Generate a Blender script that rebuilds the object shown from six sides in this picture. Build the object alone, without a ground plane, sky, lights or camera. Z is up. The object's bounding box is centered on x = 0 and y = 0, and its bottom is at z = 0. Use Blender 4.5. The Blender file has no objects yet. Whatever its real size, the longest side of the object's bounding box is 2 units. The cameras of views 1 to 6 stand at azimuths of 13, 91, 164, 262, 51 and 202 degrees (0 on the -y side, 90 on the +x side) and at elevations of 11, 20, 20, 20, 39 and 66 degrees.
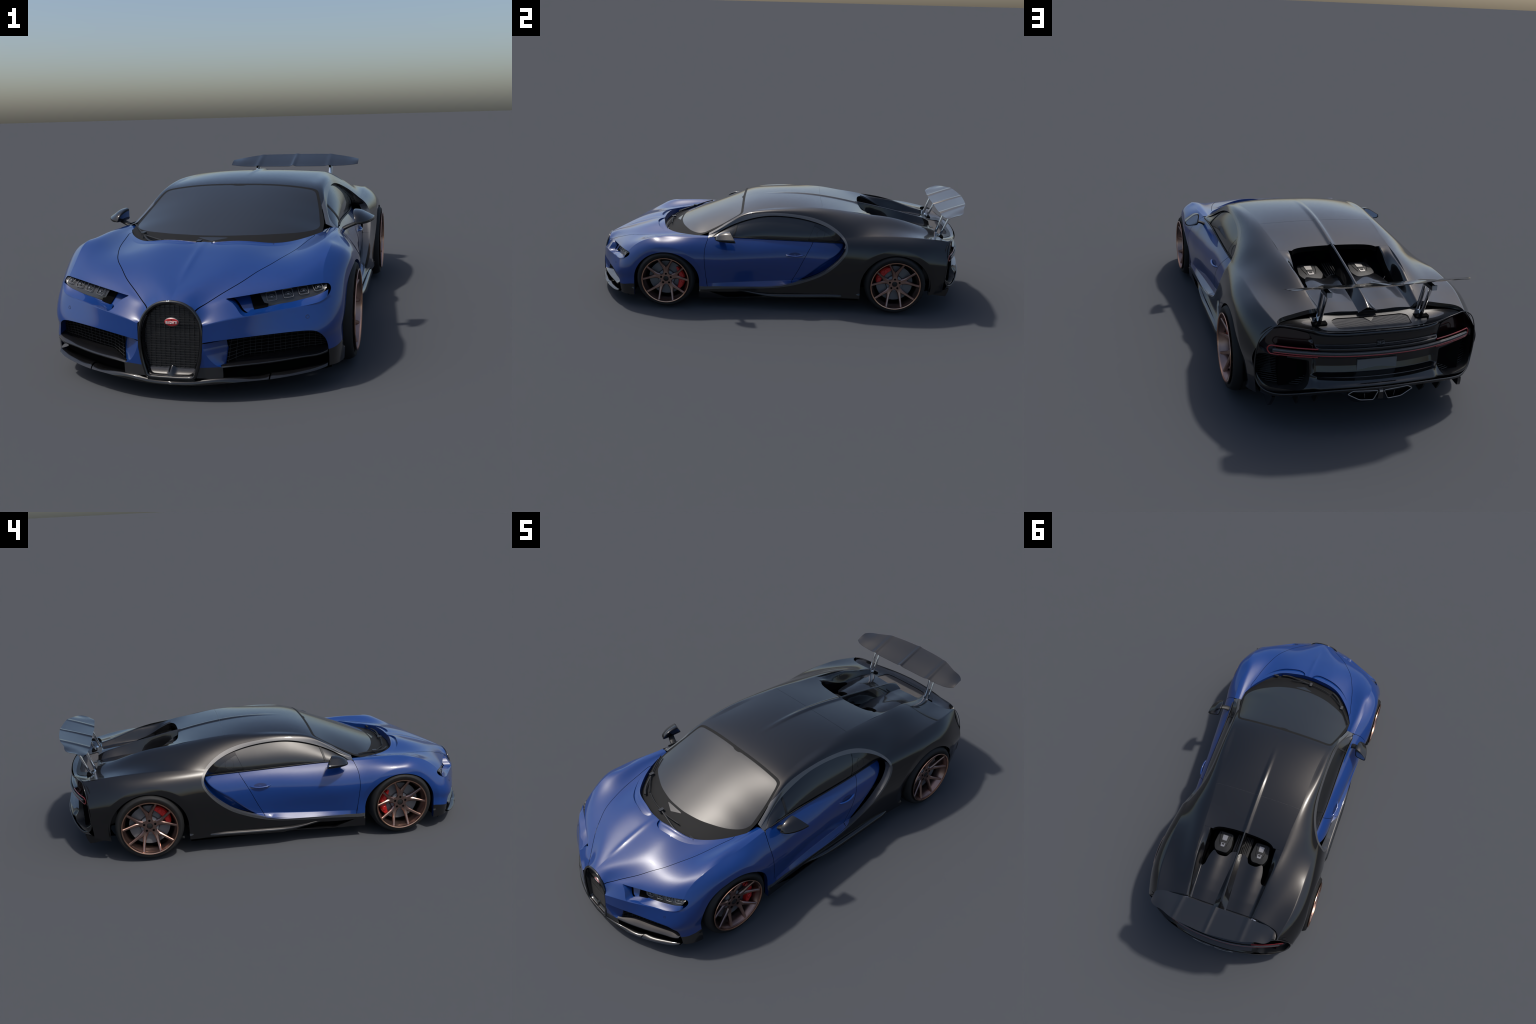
# Low-slung two-tone supercar, built from lofted feature lines.
# Frame: metres, z up, nose towards -y, tail towards +y. One side (x >= 0) is
# modelled and mirrored.
import bpy, math
import numpy as np

# ------------------------------------------------------------------ maths
def spline(tk, P, t):
    """natural cubic spline through P (n,d) at knots tk, evaluated at t"""
    tk = np.asarray(tk, float); P = np.asarray(P, float); t = np.asarray(t, float)
    one = P.ndim == 1
    if one: P = P[:, None]
    n = len(tk); h = np.diff(tk)
    A = np.zeros((n, n)); b = np.zeros((n, P.shape[1]))
    A[0, 0] = A[-1, -1] = 1
    for i in range(1, n-1):
        A[i, i-1:i+2] = h[i-1], 2*(h[i-1]+h[i]), h[i]
        b[i] = 6*((P[i+1]-P[i])/h[i]-(P[i]-P[i-1])/h[i-1])
    M = np.linalg.solve(A, b)
    k = np.clip(np.searchsorted(tk, t)-1, 0, n-2)
    hk = h[k][:, None]; a = ((tk[k+1]-t)[:, None])/hk; c = 1-a
    r = a*P[k]+c*P[k+1]+((a**3-a)*M[k]+(c**3-c)*M[k+1])*hk**2/6
    return r[:, 0] if one else r

def chord(P):
    P = np.asarray(P, float)
    return np.r_[0, np.cumsum(np.maximum(np.linalg.norm(np.diff(P, axis=0), axis=1), 1e-6))]

def curve(P, n=60, closed=False):
    """dense smooth curve through points"""
    P = np.asarray(P, float)
    if closed:
        m = len(P); Q = np.vstack([P[-3:], P, P[:3]]); t = chord(Q)
        return spline(t, Q, np.linspace(t[3], t[3+m], n, endpoint=False))
    if len(P) == 2:
        return P[0]+(P[1]-P[0])*np.linspace(0, 1, n)[:, None]
    t = chord(P); return spline(t, P, np.linspace(0, t[-1], n))

def poly(P, n=12, closed=True):
    """straight-sided outline resampled"""
    P = np.asarray(P, float)
    if closed: P = np.vstack([P, P[:1]])
    out = [P[i]+(P[i+1]-P[i])*np.linspace(0, 1, n, endpoint=False)[:, None] for i in range(len(P)-1)]
    r = np.vstack(out)
    return r if closed else np.vstack([r, P[-1:]])

def rounded(P, r, n=8):
    """closed polygon with rounded corners (radius scalar or list)"""
    P = np.asarray(P, float); m = len(P); out = []
    for i in range(m):
        a, b, c = P[i-1], P[i], P[(i+1) % m]
        rr = r[i] if hasattr(r, '__len__') else r
        u = (a-b)/np.linalg.norm(a-b); v = (c-b)/np.linalg.norm(c-b)
        if rr <= 1e-6: out.append(b[None]); continue
        d = min(rr, .49*np.linalg.norm(a-b), .49*np.linalg.norm(c-b))
        s = np.linspace(0, 1, n)[:, None]
        out.append((1-s)**2*(b+u*d)+2*s*(1-s)*b+s**2*(b+v*d))
    return np.vstack(out)

def sdf(Q, L):
    """signed distance of 2D points Q to the closed polygon L (negative inside)"""
    L = np.asarray(L, float); d = np.full(len(Q), 1e9); ins = np.zeros(len(Q), bool)
    for i in range(len(L)):
        a, b = L[i], L[(i+1) % len(L)]; e = b-a; w = Q-a
        t = np.clip((w@e)/max(e@e, 1e-12), 0, 1)
        d = np.minimum(d, np.hypot(w[:, 0]-t*e[0], w[:, 1]-t*e[1]))
        c = (a[1] > Q[:, 1]) != (b[1] > Q[:, 1])
        if abs(e[1]) > 1e-12:
            ins ^= c & (Q[:, 0] < e[0]*(Q[:, 1]-a[1])/e[1]+a[0])
    return np.where(ins, -d, d)

def ldist(Q, L):
    """distance of 2D points to an open polyline, with the side as sign"""
    d = np.full(len(Q), 1e9); s = np.ones(len(Q))
    for i in range(len(L)-1):
        a, b = L[i], L[i+1]; e = b-a; w = Q-a
        t = np.clip((w@e)/max(e@e, 1e-12), 0, 1)
        r = np.hypot(w[:, 0]-t*e[0], w[:, 1]-t*e[1])
        m = r < d
        s[m] = np.sign(e[0]*w[m, 1]-e[1]*w[m, 0]); d[m] = r[m]
    return d*s

def smooth01(x, a, b):
    t = np.clip((x-a)/(b-a), 0, 1); return t*t*(3-2*t)

# ------------------------------------------------------------------ mesh class
class M:
    """triangle mesh with vertex normals"""
    def __init__(s, V, F, N=None):
        s.V = np.asarray(V, float).reshape(-1, 3); s.F = np.asarray(F, int).reshape(-1, 3)
        s.N = s.normals() if N is None else np.asarray(N, float)
    def normals(s):
        n = np.zeros_like(s.V); a, b, c = (s.V[s.F[:, i]] for i in range(3))
        f = np.cross(b-a, c-a)
        for i in range(3): np.add.at(n, s.F[:, i], f)
        return n/np.maximum(np.linalg.norm(n, axis=1), 1e-12)[:, None]
    def copy(s): return M(s.V.copy(), s.F.copy(), s.N.copy())
    def clean(s):
        u = np.unique(s.F); k = np.full(len(s.V), -1); k[u] = np.arange(len(u))
        s.V = s.V[u]; s.N = s.N[u]; s.F = k[s.F]
        return s
    def split(s, f):
        """cut along f = 0: returns (part with f < 0, part with f > 0)"""
        f = np.where(np.abs(f) < 1e-7, 1e-7, f)
        sg = f > 0; V = [s.V]; N = [s.N]; nv = len(s.V); cache = {}; newV = []; newN = []
        neg = []; pos = []
        tri = sg[s.F]; cnt = tri.sum(1)
        neg.append(s.F[cnt == 0]); pos.append(s.F[cnt == 3])
        en, ep = [], []
        def mid(i, j):
            k = (i, j) if i < j else (j, i)
            if k not in cache:
                a = f[k[0]]/(f[k[0]]-f[k[1]])
                newV.append(s.V[k[0]]+a*(s.V[k[1]]-s.V[k[0]]))
                q = s.N[k[0]]+a*(s.N[k[1]]-s.N[k[0]]); newN.append(q/max(np.linalg.norm(q), 1e-9))
                cache[k] = nv+len(newV)-1
            return cache[k]
        for t in np.where((cnt == 1) | (cnt == 2))[0]:
            F = s.F[t]; q = sg[F]; lone = q if cnt[t] == 1 else ~q
            i = int(np.argmax(lone)); a, b, c = F[i], F[(i+1) % 3], F[(i+2) % 3]
            p, r = mid(a, b), mid(a, c)
            one, two = (ep, en) if cnt[t] == 1 else (en, ep)
            one.append((a, p, r)); two += [(p, b, c), (p, c, r)]
        VV = np.vstack([s.V, np.array(newV).reshape(-1, 3)]); NN = np.vstack([s.N, np.array(newN).reshape(-1, 3)])
        def mk(l, e):
            F = np.vstack([l[0], np.array(e, int).reshape(-1, 3)]); return M(VV, F, NN).clean()
        return mk(neg, en), mk(pos, ep)
    def border(s):
        """directed boundary edges"""
        E = np.vstack([s.F[:, [0, 1]], s.F[:, [1, 2]], s.F[:, [2, 0]]])
        key = np.sort(E, 1); k = key[:, 0]*len(s.V)+key[:, 1]
        u, inv, c = np.unique(k, return_inverse=True, return_counts=True)
        return E[c[inv] == 1]
    def rim(s, where, off, steps=1):
        """wall hanging from the border edges whose both ends satisfy where(V);
        off: vector, or function of (V, N) giving the offset"""
        E = s.border(); w = where(s.V)
        E = E[w[E[:, 0]] & w[E[:, 1]]]
        if not len(E): return M(np.zeros((0, 3)), np.zeros((0, 3), int))
        u = np.unique(E); k = {v: i for i, v in enumerate(u)}
        A = s.V[u]; O = off(A, s.N[u]) if callable(off) else np.broadcast_to(np.asarray(off, float), A.shape)
        n = len(u); V = np.vstack([A+O*j/steps for j in range(steps+1)])
        F = []
        for a, b in E:
            a, b = k[a], k[b]
            for j in range(steps):
                F += [(b+j*n, a+j*n, a+(j+1)*n), (b+j*n, a+(j+1)*n, b+(j+1)*n)]
        return M(V, F)
    def moved(s, d): r = s.copy(); r.V = r.V+d; return r
    def mirror(s):
        return M(s.V*[-1, 1, 1], s.F[:, ::-1], s.N*[-1, 1, 1])

def join(*ms):
    V, F, N, o = [], [], [], 0
    for m in ms:
        if len(m.V) == 0: continue
        V.append(m.V); N.append(m.N); F.append(m.F+o); o += len(m.V)
    return M(np.vstack(V), np.vstack(F), np.vstack(N))
def both(m): return join(m, m.mirror())

def grid(G, flip=False, closed_u=False, closed_v=False):
    """mesh from a grid of points (nu, nv, 3)"""
    nu, nv = G.shape[:2]
    iu = np.arange(nu if closed_u else nu-1); iv = np.arange(nv if closed_v else nv-1)
    I, J = np.meshgrid(iu, iv, indexing='ij'); I2, J2 = (I+1) % nu, (J+1) % nv
    a, b, c, d = I*nv+J, I2*nv+J, I2*nv+J2, I*nv+J2
    F = np.stack([np.stack([a, b, c], -1), np.stack([a, c, d], -1)], 2).reshape(-1, 3)
    if flip: F = F[:, ::-1]
    return M(G.reshape(-1, 3), F)

def flat(m):
    """unshared vertices, face normals: for hard-edged pieces"""
    V = m.V[m.F].reshape(-1, 3); return M(V, np.arange(len(V)).reshape(-1, 3))

def sharpen(m, deg=35):
    """split normals at edges sharper than deg"""
    a, b, c = (m.V[m.F[:, i]] for i in range(3)); fn = np.cross(b-a, c-a)
    ar = np.linalg.norm(fn, axis=1); un = fn/np.maximum(ar, 1e-14)[:, None]
    key = np.round(m.V*2e5).astype(np.int64); _, gid = np.unique(key, axis=0, return_inverse=True); gid = gid.ravel()
    by = {}
    for f, t in enumerate(gid[m.F]):
        for g in t: by.setdefault(int(g), []).append(f)
    cs = math.cos(math.radians(deg)); V = m.V[m.F].reshape(-1, 3); N = np.zeros_like(V)
    for f, t in enumerate(gid[m.F]):
        for i, g in enumerate(t):
            fs = by[int(g)]; k = un[fs]@un[f] >= cs
            n = fn[fs][k].sum(0); N[f*3+i] = n/max(np.linalg.norm(n), 1e-14)
    return M(V, np.arange(len(V)).reshape(-1, 3), N)

def tube(P, r, n=10, closed=False, cap=True, squash=None):
    """round (or squashed) tube along a path; r scalar or per point"""
    P = np.asarray(P, float); m = len(P); r = np.broadcast_to(r, (m,))
    T = np.gradient(P, axis=0) if not closed else (np.roll(P, -1, 0)-np.roll(P, 1, 0))
    T /= np.linalg.norm(T, axis=1)[:, None]
    ref = np.array([0, 0, 1.]) if abs(T[:, 2]).max() < .9 else (np.array([1., 0, 0]) if abs(T[:, 0]).max() < .9 else np.array([0, 1., 0]))
    A = np.cross(T, ref); A /= np.linalg.norm(A, axis=1)[:, None]; B = np.cross(A, T)
    a = np.linspace(0, 2*np.pi, n, endpoint=False); sq = squash or (1, 1)
    G = P[:, None]+r[:, None, None]*(np.cos(a)[None, :, None]*A[:, None]*sq[0]+np.sin(a)[None, :, None]*B[:, None]*sq[1])
    g = grid(G, closed_u=closed, closed_v=True)
    if cap and not closed:
        o = len(g.V); V = np.vstack([g.V, P[:1], P[-1:]]); F = [g.F]
        k = np.arange(n); k2 = (k+1) % n
        F.append(np.stack([np.full(n, o), k, k2], 1)); F.append(np.stack([np.full(n, o+1), (m-1)*n+k2, (m-1)*n+k], 1))
        g = M(V, np.vstack(F))
    return g

def ribbon(P, prof, up=(0, 0, 1), closed=False):
    """sweep a 2D profile (list of (side, up)) along a path"""
    P = np.asarray(P, float); prof = np.asarray(prof, float)
    T = np.gradient(P, axis=0) if not closed else (np.roll(P, -1, 0)-np.roll(P, 1, 0))
    T /= np.linalg.norm(T, axis=1)[:, None]
    up = np.broadcast_to(np.asarray(up, float), P.shape)
    A = np.cross(T, up); A /= np.linalg.norm(A, axis=1)[:, None]; B = np.cross(A, T)
    G = P[:, None]+prof[None, :, 0:1]*A[:, None]+prof[None, :, 1:2]*B[:, None]
    return grid(G, closed_u=closed, closed_v=True)

def prism(L, axis, a, b, flipn=False):
    """closed 2D outline extruded along an axis from a to b, with caps (fan from centroid)"""
    L = np.asarray(L, float); n = len(L); o = [i for i in range(3) if i != axis]
    def put(v):
        P = np.zeros((n, 3)); P[:, o[0]] = L[:, 0]; P[:, o[1]] = L[:, 1]; P[:, axis] = v; return P
    A, B = put(a), put(b); V = np.vstack([A, B, A.mean(0), B.mean(0)])
    k = np.arange(n); k2 = (k+1) % n
    F = np.vstack([np.stack([k, k2, n+k2], 1), np.stack([k, n+k2, n+k], 1),
                   np.stack([np.full(n, 2*n), k2, k], 1), np.stack([np.full(n, 2*n+1), n+k, n+k2], 1)])
    m = M(V, F)
    vol = np.einsum('ij,ij->', m.V[F[:, 0]], np.cross(m.V[F[:, 1]], m.V[F[:, 2]]))
    if vol < 0: m = M(V, F[:, ::-1])
    return m

def lathe(prof, n=64, axis=0):
    """revolve (radius, axial) profile about an axis through the origin"""
    prof = np.asarray(prof, float); a = np.linspace(0, 2*np.pi, n, endpoint=False)
    G = np.zeros((n, len(prof), 3)); G[..., 1] = np.cos(a)[:, None]*prof[:, 0]; G[..., 2] = np.sin(a)[:, None]*prof[:, 0]
    G[..., 0] = prof[:, 1]
    return grid(G, closed_u=True)

def outward(m, c=None):
    """flip the mesh if most of it faces its centre"""
    c = m.V.mean(0) if c is None else np.asarray(c)
    a, b, d = (m.V[m.F[:, i]] for i in range(3)); n = np.cross(b-a, d-a)
    if np.einsum('ij,ij->', n, (a+b+d)/3-c) < 0: return M(m.V, m.F[:, ::-1], -m.N)
    return m

# ------------------------------------------------------------------ scene helpers
ROOT = bpy.data.objects.new('sports_car', None); bpy.context.scene.collection.objects.link(ROOT)
ROOT['label'] = 'low two-tone blue and black sports coupe with raised rear wing'
ROOT['category'] = 'sports car'

def mesh_data(name, m, mat, custom=True):
    me = bpy.data.meshes.new(name)
    m.clean()
    me.from_pydata(m.V.tolist(), [], m.F.tolist())
    me.polygons.foreach_set('use_smooth', np.ones(len(m.F), bool))
    if custom: me.normals_split_custom_set_from_vertices(m.N.tolist())
    me.materials.append(mat); me.update()
    return me
def add(name, m, mat, parent=None, kind=None):
    ob = bpy.data.objects.new(name, mesh_data(name, m, mat)); bpy.context.scene.collection.objects.link(ob)
    ob.parent = parent or ROOT
    if kind: ob['kind'] = kind
    return ob
def add_pair(name, m, mat, parent=None):
    return add(name, m, mat, parent), add(name, m.mirror(), mat, parent)
def group(name, parent=None):
    ob = bpy.data.objects.new(name, None); bpy.context.scene.collection.objects.link(ob)
    ob.parent = parent or ROOT; return ob

# ------------------------------------------------------------------ materials
def material(name, base, rough=.4, metal=0., coat=0., coat_rough=.03, spec=.5, noise=None, bump=None):
    mt = bpy.data.materials.new(name); mt.use_nodes = True
    nt = mt.node_tree; b = nt.nodes['Principled BSDF']
    b.inputs['Base Color'].default_value = (*base, 1); b.inputs['Roughness'].default_value = rough
    b.inputs['Metallic'].default_value = metal; b.inputs['Coat Weight'].default_value = coat
    b.inputs['Coat Roughness'].default_value = coat_rough; b.inputs['Specular IOR Level'].default_value = spec
    tc = nt.nodes.new('ShaderNodeTexCoord')
    if noise:   # (scale, amount): fine flake or grain in the colour
        t = nt.nodes.new('ShaderNodeTexNoise'); t.inputs['Scale'].default_value = noise[0]; t.inputs['Detail'].default_value = 3
        nt.links.new(tc.outputs['Object'], t.inputs['Vector'])
        r = nt.nodes.new('ShaderNodeValToRGB'); k = noise[1]
        r.color_ramp.elements[0].position = .3; r.color_ramp.elements[1].position = .7
        r.color_ramp.elements[0].color = (*[c*(1-k) for c in base], 1)
        r.color_ramp.elements[1].color = (*[min(1, c*(1+k)) for c in base], 1)
        nt.links.new(t.outputs['Fac'], r.inputs['Fac']); nt.links.new(r.outputs['Color'], b.inputs['Base Color'])
    if bump:    # (scale, strength)
        t = nt.nodes.new('ShaderNodeTexNoise'); t.inputs['Scale'].default_value = bump[0]
        nt.links.new(tc.outputs['Object'], t.inputs['Vector'])
        q = nt.nodes.new('ShaderNodeBump'); q.inputs['Strength'].default_value = bump[1]; q.inputs['Distance'].default_value = .001
        nt.links.new(t.outputs['Fac'], q.inputs['Height']); nt.links.new(q.outputs['Normal'], b.inputs['Normal'])
    return mt

BLUE = material('blue_paint', (.004, .034, .170), rough=.30, spec=.30, coat=1, coat_rough=.02, noise=(900, .06))
BLACK = material('black_paint', (.0045, .0045, .0050), rough=.24, spec=.22, coat=1, coat_rough=.02, noise=(900, .1))
TRIM = material('dark_trim', (.022, .022, .023), rough=.45, coat=.3, coat_rough=.2)
SATIN = material('satin_black', (.012, .012, .012), rough=.5, spec=.4)
VOID = material('matt_black', (.002, .002, .002), rough=.9, spec=.05)
GLASS = material('tinted_glass', (.004, .0045, .005), rough=.38, spec=.42, coat=1, coat_rough=.01)
FRIT = material('glass_border', (.012, .012, .012), rough=.6, spec=.12)
STRIP = material('c_line_trim', (.05, .052, .056), rough=.4, coat=1, coat_rough=.03)
RUBBER = material('tyre_rubber', (.012, .012, .012), rough=.65, spec=.3, bump=(160, .15))
BRONZE = material('bronze_alloy', (.34, .225, .190), rough=.30, metal=1., noise=(60, .06))
COPPER = material('copper_lip', (.58, .34, .24), rough=.22, metal=1.)
DISC = material('brake_disc', (.16, .165, .175), rough=.5, metal=.3)  # grey raised because shading inside the wheel left it too dark
MIRROR = material('mirror_glass', (.30, .31, .33), rough=.12, metal=1.)
RED = material('red_caliper', (.45, .008, .006), rough=.35, coat=.6)
CHROME = material('polished_chrome', (.75, .77, .80), rough=.08, metal=1.)
SILVER = material('satin_silver', (.36, .35, .345), rough=.4, metal=1.)
MESH = material('grille_mesh', (.020, .020, .021), rough=.5, spec=.4)
LAMP = material('lamp_housing', (.018, .018, .019), rough=.35, coat=.5)
LENS = material('lamp_lens', (.10, .105, .11), rough=.25, coat=1)
REDLAMP = material('red_lamp', (.30, .008, .010), rough=.2, coat=1, coat_rough=.02)
DARKRED = material('dark_red_lamp', (.012, .0008, .0013), rough=.25, coat=1, coat_rough=.02)
PLATE = material('plate_panel', (.15, .155, .16), rough=.6)  # base colour lightened to counter the shade in the plate recess
BOLT = material('pale_metal', (.45, .46, .48), rough=.3, metal=.4)  # pale colour carries the bright glint that plain metal did not reflect
BADGE = material('badge_red', (.42, .012, .015), rough=.3, coat=1)
WHITE = material('badge_white', (.75, .73, .70), rough=.35)
GREYMESH = material('grey_mesh', (.085, .082, .085), rough=.6)

# ------------------------------------------------------------------ top surface (windscreen + roof panel)
_ty = [-.70, -.66, -.60, -.549, -.50, -.45, -.40, -.35, -.30, -.25, -.20, -.10, 0, .12, .24, .36, .46, .56, .66, .76, .86]
_tz = [.3130, .3280, .3505, .3695, .3885, .4080, .4275, .4465, .4650, .4828, .4990, .5175, .525, .5245, .513, .493, .471, .445, .416, .387, .357]
_tc = [1.0, 1.0, 1.0, .98, .91, .85, .90, .88, .82, .68, .53, .54, .565, .43, .19, .0, -.33, -.42, -.42, -.42, -.42]
def top_z(x, y):
    """height of glass and roof; ahead of the glass a flat cowl takes over"""
    y = np.asarray(y, float); x = np.asarray(x, float); s = y.shape
    g = spline(_ty, _tz, y.ravel())-spline(_ty, _tc, y.ravel())*np.abs(np.broadcast_to(x, s).ravel())**2.5
    cowl = np.interp(y.ravel(), [-.70, -.55, -.40, -.35], [.3370, .3390, .3400, .30]); d = g-cowl; k = .0025
    return np.where(d > 8*k, g, cowl+k*np.logaddexp(0, np.clip(d/k, -40, 40))).reshape(s)

# ------------------------------------------------------------------ body lofts
FRONT = [-1.0, -.96, -.90, -.84, -.79, -.75]
def line(mid_st, front, mid, rear=()):
    """front, rear: (x,y,z) points; mid: (x,z) at the stations mid_st"""
    return np.array(list(front)+[(x, s, z) for s, (x, z) in zip(mid_st, mid)]+list(rear), float)

# front end: nose to door gap, all lines start on the horseshoe outline
FM = [-.70, -.60, -.50, -.40, -.30]
F_ST = FRONT+FM
F_ROWS = [
 line(FM, [(0, -.968, .264), (0, -.942, .2765), (0, -.897, .294), (0, -.848, .312), (0, -.796, .330), (0, -.748, .3445)],
      [(0, .3575), (0, .3705), (0, .376), (0, .377), (0, .378)]),                                    # hood centre
 line(FM, [(.066, -.966, .241), (.085, -.943, .2525), (.128, -.900, .2765), (.181, -.842, .3045), (.217, -.790, .3235), (.239, -.748, .3335)],
      [(.258, .3405), (.284, .3515), (.305, .362), (.318, .3655), (.322, .367)]),                   # hood cut
 line(FM, [(.084, -.974, .214), (.118, -.944, .245), (.180, -.899, .2685), (.250, -.864, .2785), (.306, -.822, .296), (.328, -.770, .322)],
      [(.338, .3485), (.3485, .3695), (.3515, .3735), (.345, .3715), (.338, .370)]),               # headlamp brow, fender crest
 line(FM, [(.090, -.983, .207), (.150, -.960, .2185), (.222, -.923, .2255), (.306, -.876, .2325), (.377, -.824, .249), (.3755, -.772, .304)],
      [(.3795, .3505), (.3815, .3655), (.382, .3695), (.372, .3705), (.364, .3715)]),              # bumper fold, fender crease
 line(FM, [(.089, -.988, .160), (.140, -.971, .1665), (.222, -.935, .171), (.312, -.896, .1745), (.382, -.853, .184), (.416, -.799, .217)],
      [(.440, .267), (.4520, .303), (.4500, .302), (.4345, .297), (.426, .292)]),                   # flank
 line(FM, [(.087, -.990, .132), (.140, -.972, .133), (.224, -.936, .136), (.315, -.893, .140), (.387, -.848, .147), (.421, -.796, .155)],
      [(.4440, .180), (.4520, .205), (.4505, .205), (.4385, .200), (.430, .195)]),                 # low flank
 line(FM, [(.080, -.990, .105), (.140, -.972, .100), (.225, -.935, .102), (.318, -.889, .106), (.391, -.842, .111), (.424, -.797, .115)],
      [(.4405, .119), (.446, .121), (.444, .122), (.4345, .122), (.430, .120)]),                   # split line
 line(FM, [(.068, -.991, .066), (.140, -.970, .060), (.225, -.934, .062), (.318, -.884, .064), (.391, -.838, .064), (.423, -.792, .062)],
      [(.437, .060), (.440, .056), (.438, .055), (.430, .056), (.426, .056)]),                     # hem
]
# crown of the hood and swell of the shoulder, between the measured lines
def between(a, b, f, bulge):
    return a+(b-a)*f+np.asarray(bulge)
F_C, F_S = F_ROWS[0], F_ROWS[1]
HOODMID = between(F_C, F_S, .5, 0); HOODMID[:, 2] = F_C[:, 2]-.20*(F_C[:, 2]-F_S[:, 2])+np.array([0, .001, .003, .0050, .0055, .0055, .0050, .0035, .002, .001, 0])
HOODMID[0] = (.036, -.9665, .2588); HOODMID[1, 2] -= .0005
def swell(c, f, amt):
    n = np.stack([f[:, 2]*0+.80, f[:, 2]*0, f[:, 2]*0+.60], 1); return between(c, f, .5, n*np.asarray(amt)[:, None])
F_SH = swell(F_ROWS[3], F_ROWS[4], [0, 0, 0, 0, .002, .006, .011, .0125, .0095, .006, .006])
F_ROWS = [F_ROWS[0], HOODMID]+F_ROWS[1:4]+[F_SH]+F_ROWS[4:]
F_TK = [0, .12, .24, .32, .39, .435, .475, .575, .655, .715]

# greenhouse side, buttress and rear quarter
RM = [-.40, -.30, -.20, -.10, 0, .12, .24, .36, .46, .56, .66, .76]
R_ST = RM+[.86]
_sx = [.336, .309, .2765, .2535, .245, .242, .238, .2275, .2225, .2165, .208, .199]
def seam_x(y): return spline(RM, _sx, np.asarray(y, float))
R_SEAM = np.array([(x, y, float(top_z(x, np.array(y)))) for x, y in zip(_sx, RM)]+[(.191, .838, .394)])
R_SEAM[-4:-1, 2] = .4670, .4440, .4120
R_IN = R_SEAM-[.03, 0, 0]
R_IN[:, 2] = np.r_[[float(top_z(x-.03, np.array(y))) for x, y in zip(_sx, RM)], .394]
R_IN[-4:-1, 2] = .4680, .4450, .4130
R_ROWS = [R_IN, R_SEAM,
 line(RM, [], [(.354, .3655), (.3275, .404), (.309, .452), (.3035, .4785), (.3015, .4865), (.304, .478), (.314, .464), (.3170, .4545),
      (.3080, .4440), (.302, .4330), (.294, .4165), (.284, .3980)], [(.272, .860, .383)]),
 line(RM, [], [(.372, .3605), (.364, .3715), (.360, .372), (.359, .372), (.360, .374), (.363, .377), (.370, .387), (.378, .3955),
      (.3795, .4035), (.379, .4075), (.3745, .4045), (.366, .3965)], [(.338, .886, .3765)]),
 line(RM, [], [(.4345, .297), (.427, .290), (.422, .285), (.418, .280), (.416, .280), (.415, .280), (.419, .285), (.4290, .291),
      (.4405, .298), (.449, .308), (.449, .307), (.436, .296)], [(.405, .866, .285)]),
 line(RM, [], [(.4365, .2), (.432, .195), (.428, .19), (.425, .185), (.423, .185), (.422, .185), (.424, .19), (.432, .195),
      (.443, .207), (.449, .217), (.449, .217), (.436, .215)], [(.4085, .863, .225)]),
 line(RM, [], [(.4345, .122), (.428, .119), (.423, .117), (.419, .116), (.417, .116), (.417, .116), (.420, .116), (.428, .117),
      (.437, .122), (.443, .130), (.442, .138), (.430, .154)], [(.4035, .862, .180)]),
 line(RM, [], [(.430, .056), (.424, .056), (.420, .058), (.417, .062), (.416, .065), (.417, .069), (.420, .073), (.428, .077),
      (.436, .080), (.438, .085), (.436, .090), (.424, .098)], [(.396, .858, .118)]),
]
R_ROWS.insert(4, swell(R_ROWS[3], R_ROWS[4], [.006, .006]+[.0065]*4+[.010, .012, .014, .014, .014, .012, .005]))
R_TK = [-.03, 0, .09, .17, .225, .27, .36, .43, .49]

def loft(st, rows, tk, sig, tt, creases=(), mirror=False):
    """skin over the feature lines; smooth across except at the crease lines"""
    R = np.array([spline(st, r, sig) for r in rows]); k = np.array(tk, float); o = 0
    if mirror:
        R = np.concatenate([R[1:2]*[-1, 1, 1], R]); k = np.r_[-k[1], k]; o = 1
    cuts = [0]+[c+o for c in creases]+[len(k)-1]
    G = np.zeros((len(sig), len(tt), 3))
    for a, b in zip(cuts[:-1], cuts[1:]):
        m = (tt >= k[a]-1e-9) & ((tt < k[b]-1e-9) if b != cuts[-1] else (tt <= k[b]+1e-9)); n = b-a+1
        S = spline(k[a:b+1], R[a:b+1].reshape(n, -1), tt[m]).reshape(m.sum(), len(sig), 3)
        G[:, m] = S.transpose(1, 0, 2)
    return G
def dense(tk, ns): return np.concatenate([np.linspace(tk[i], tk[i+1], n, endpoint=False) for i, n in enumerate(ns)]+[[tk[-1]]])

def arch_lip(V, cy, cz, ry, rz, lip):
    """pulls a band round the wheel opening inwards below its crease"""
    d = np.hypot((V[:, 1]-cy)/ry, (V[:, 2]-cz)/rz)*min(ry, rz)-min(ry, rz)
    w = np.clip((lip-d)/lip, 0, 1.6); w = np.where(V[:, 2] > .1, w, w*0)
    V[:, 0] -= .006*w*(V[:, 0] > .3)

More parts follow.
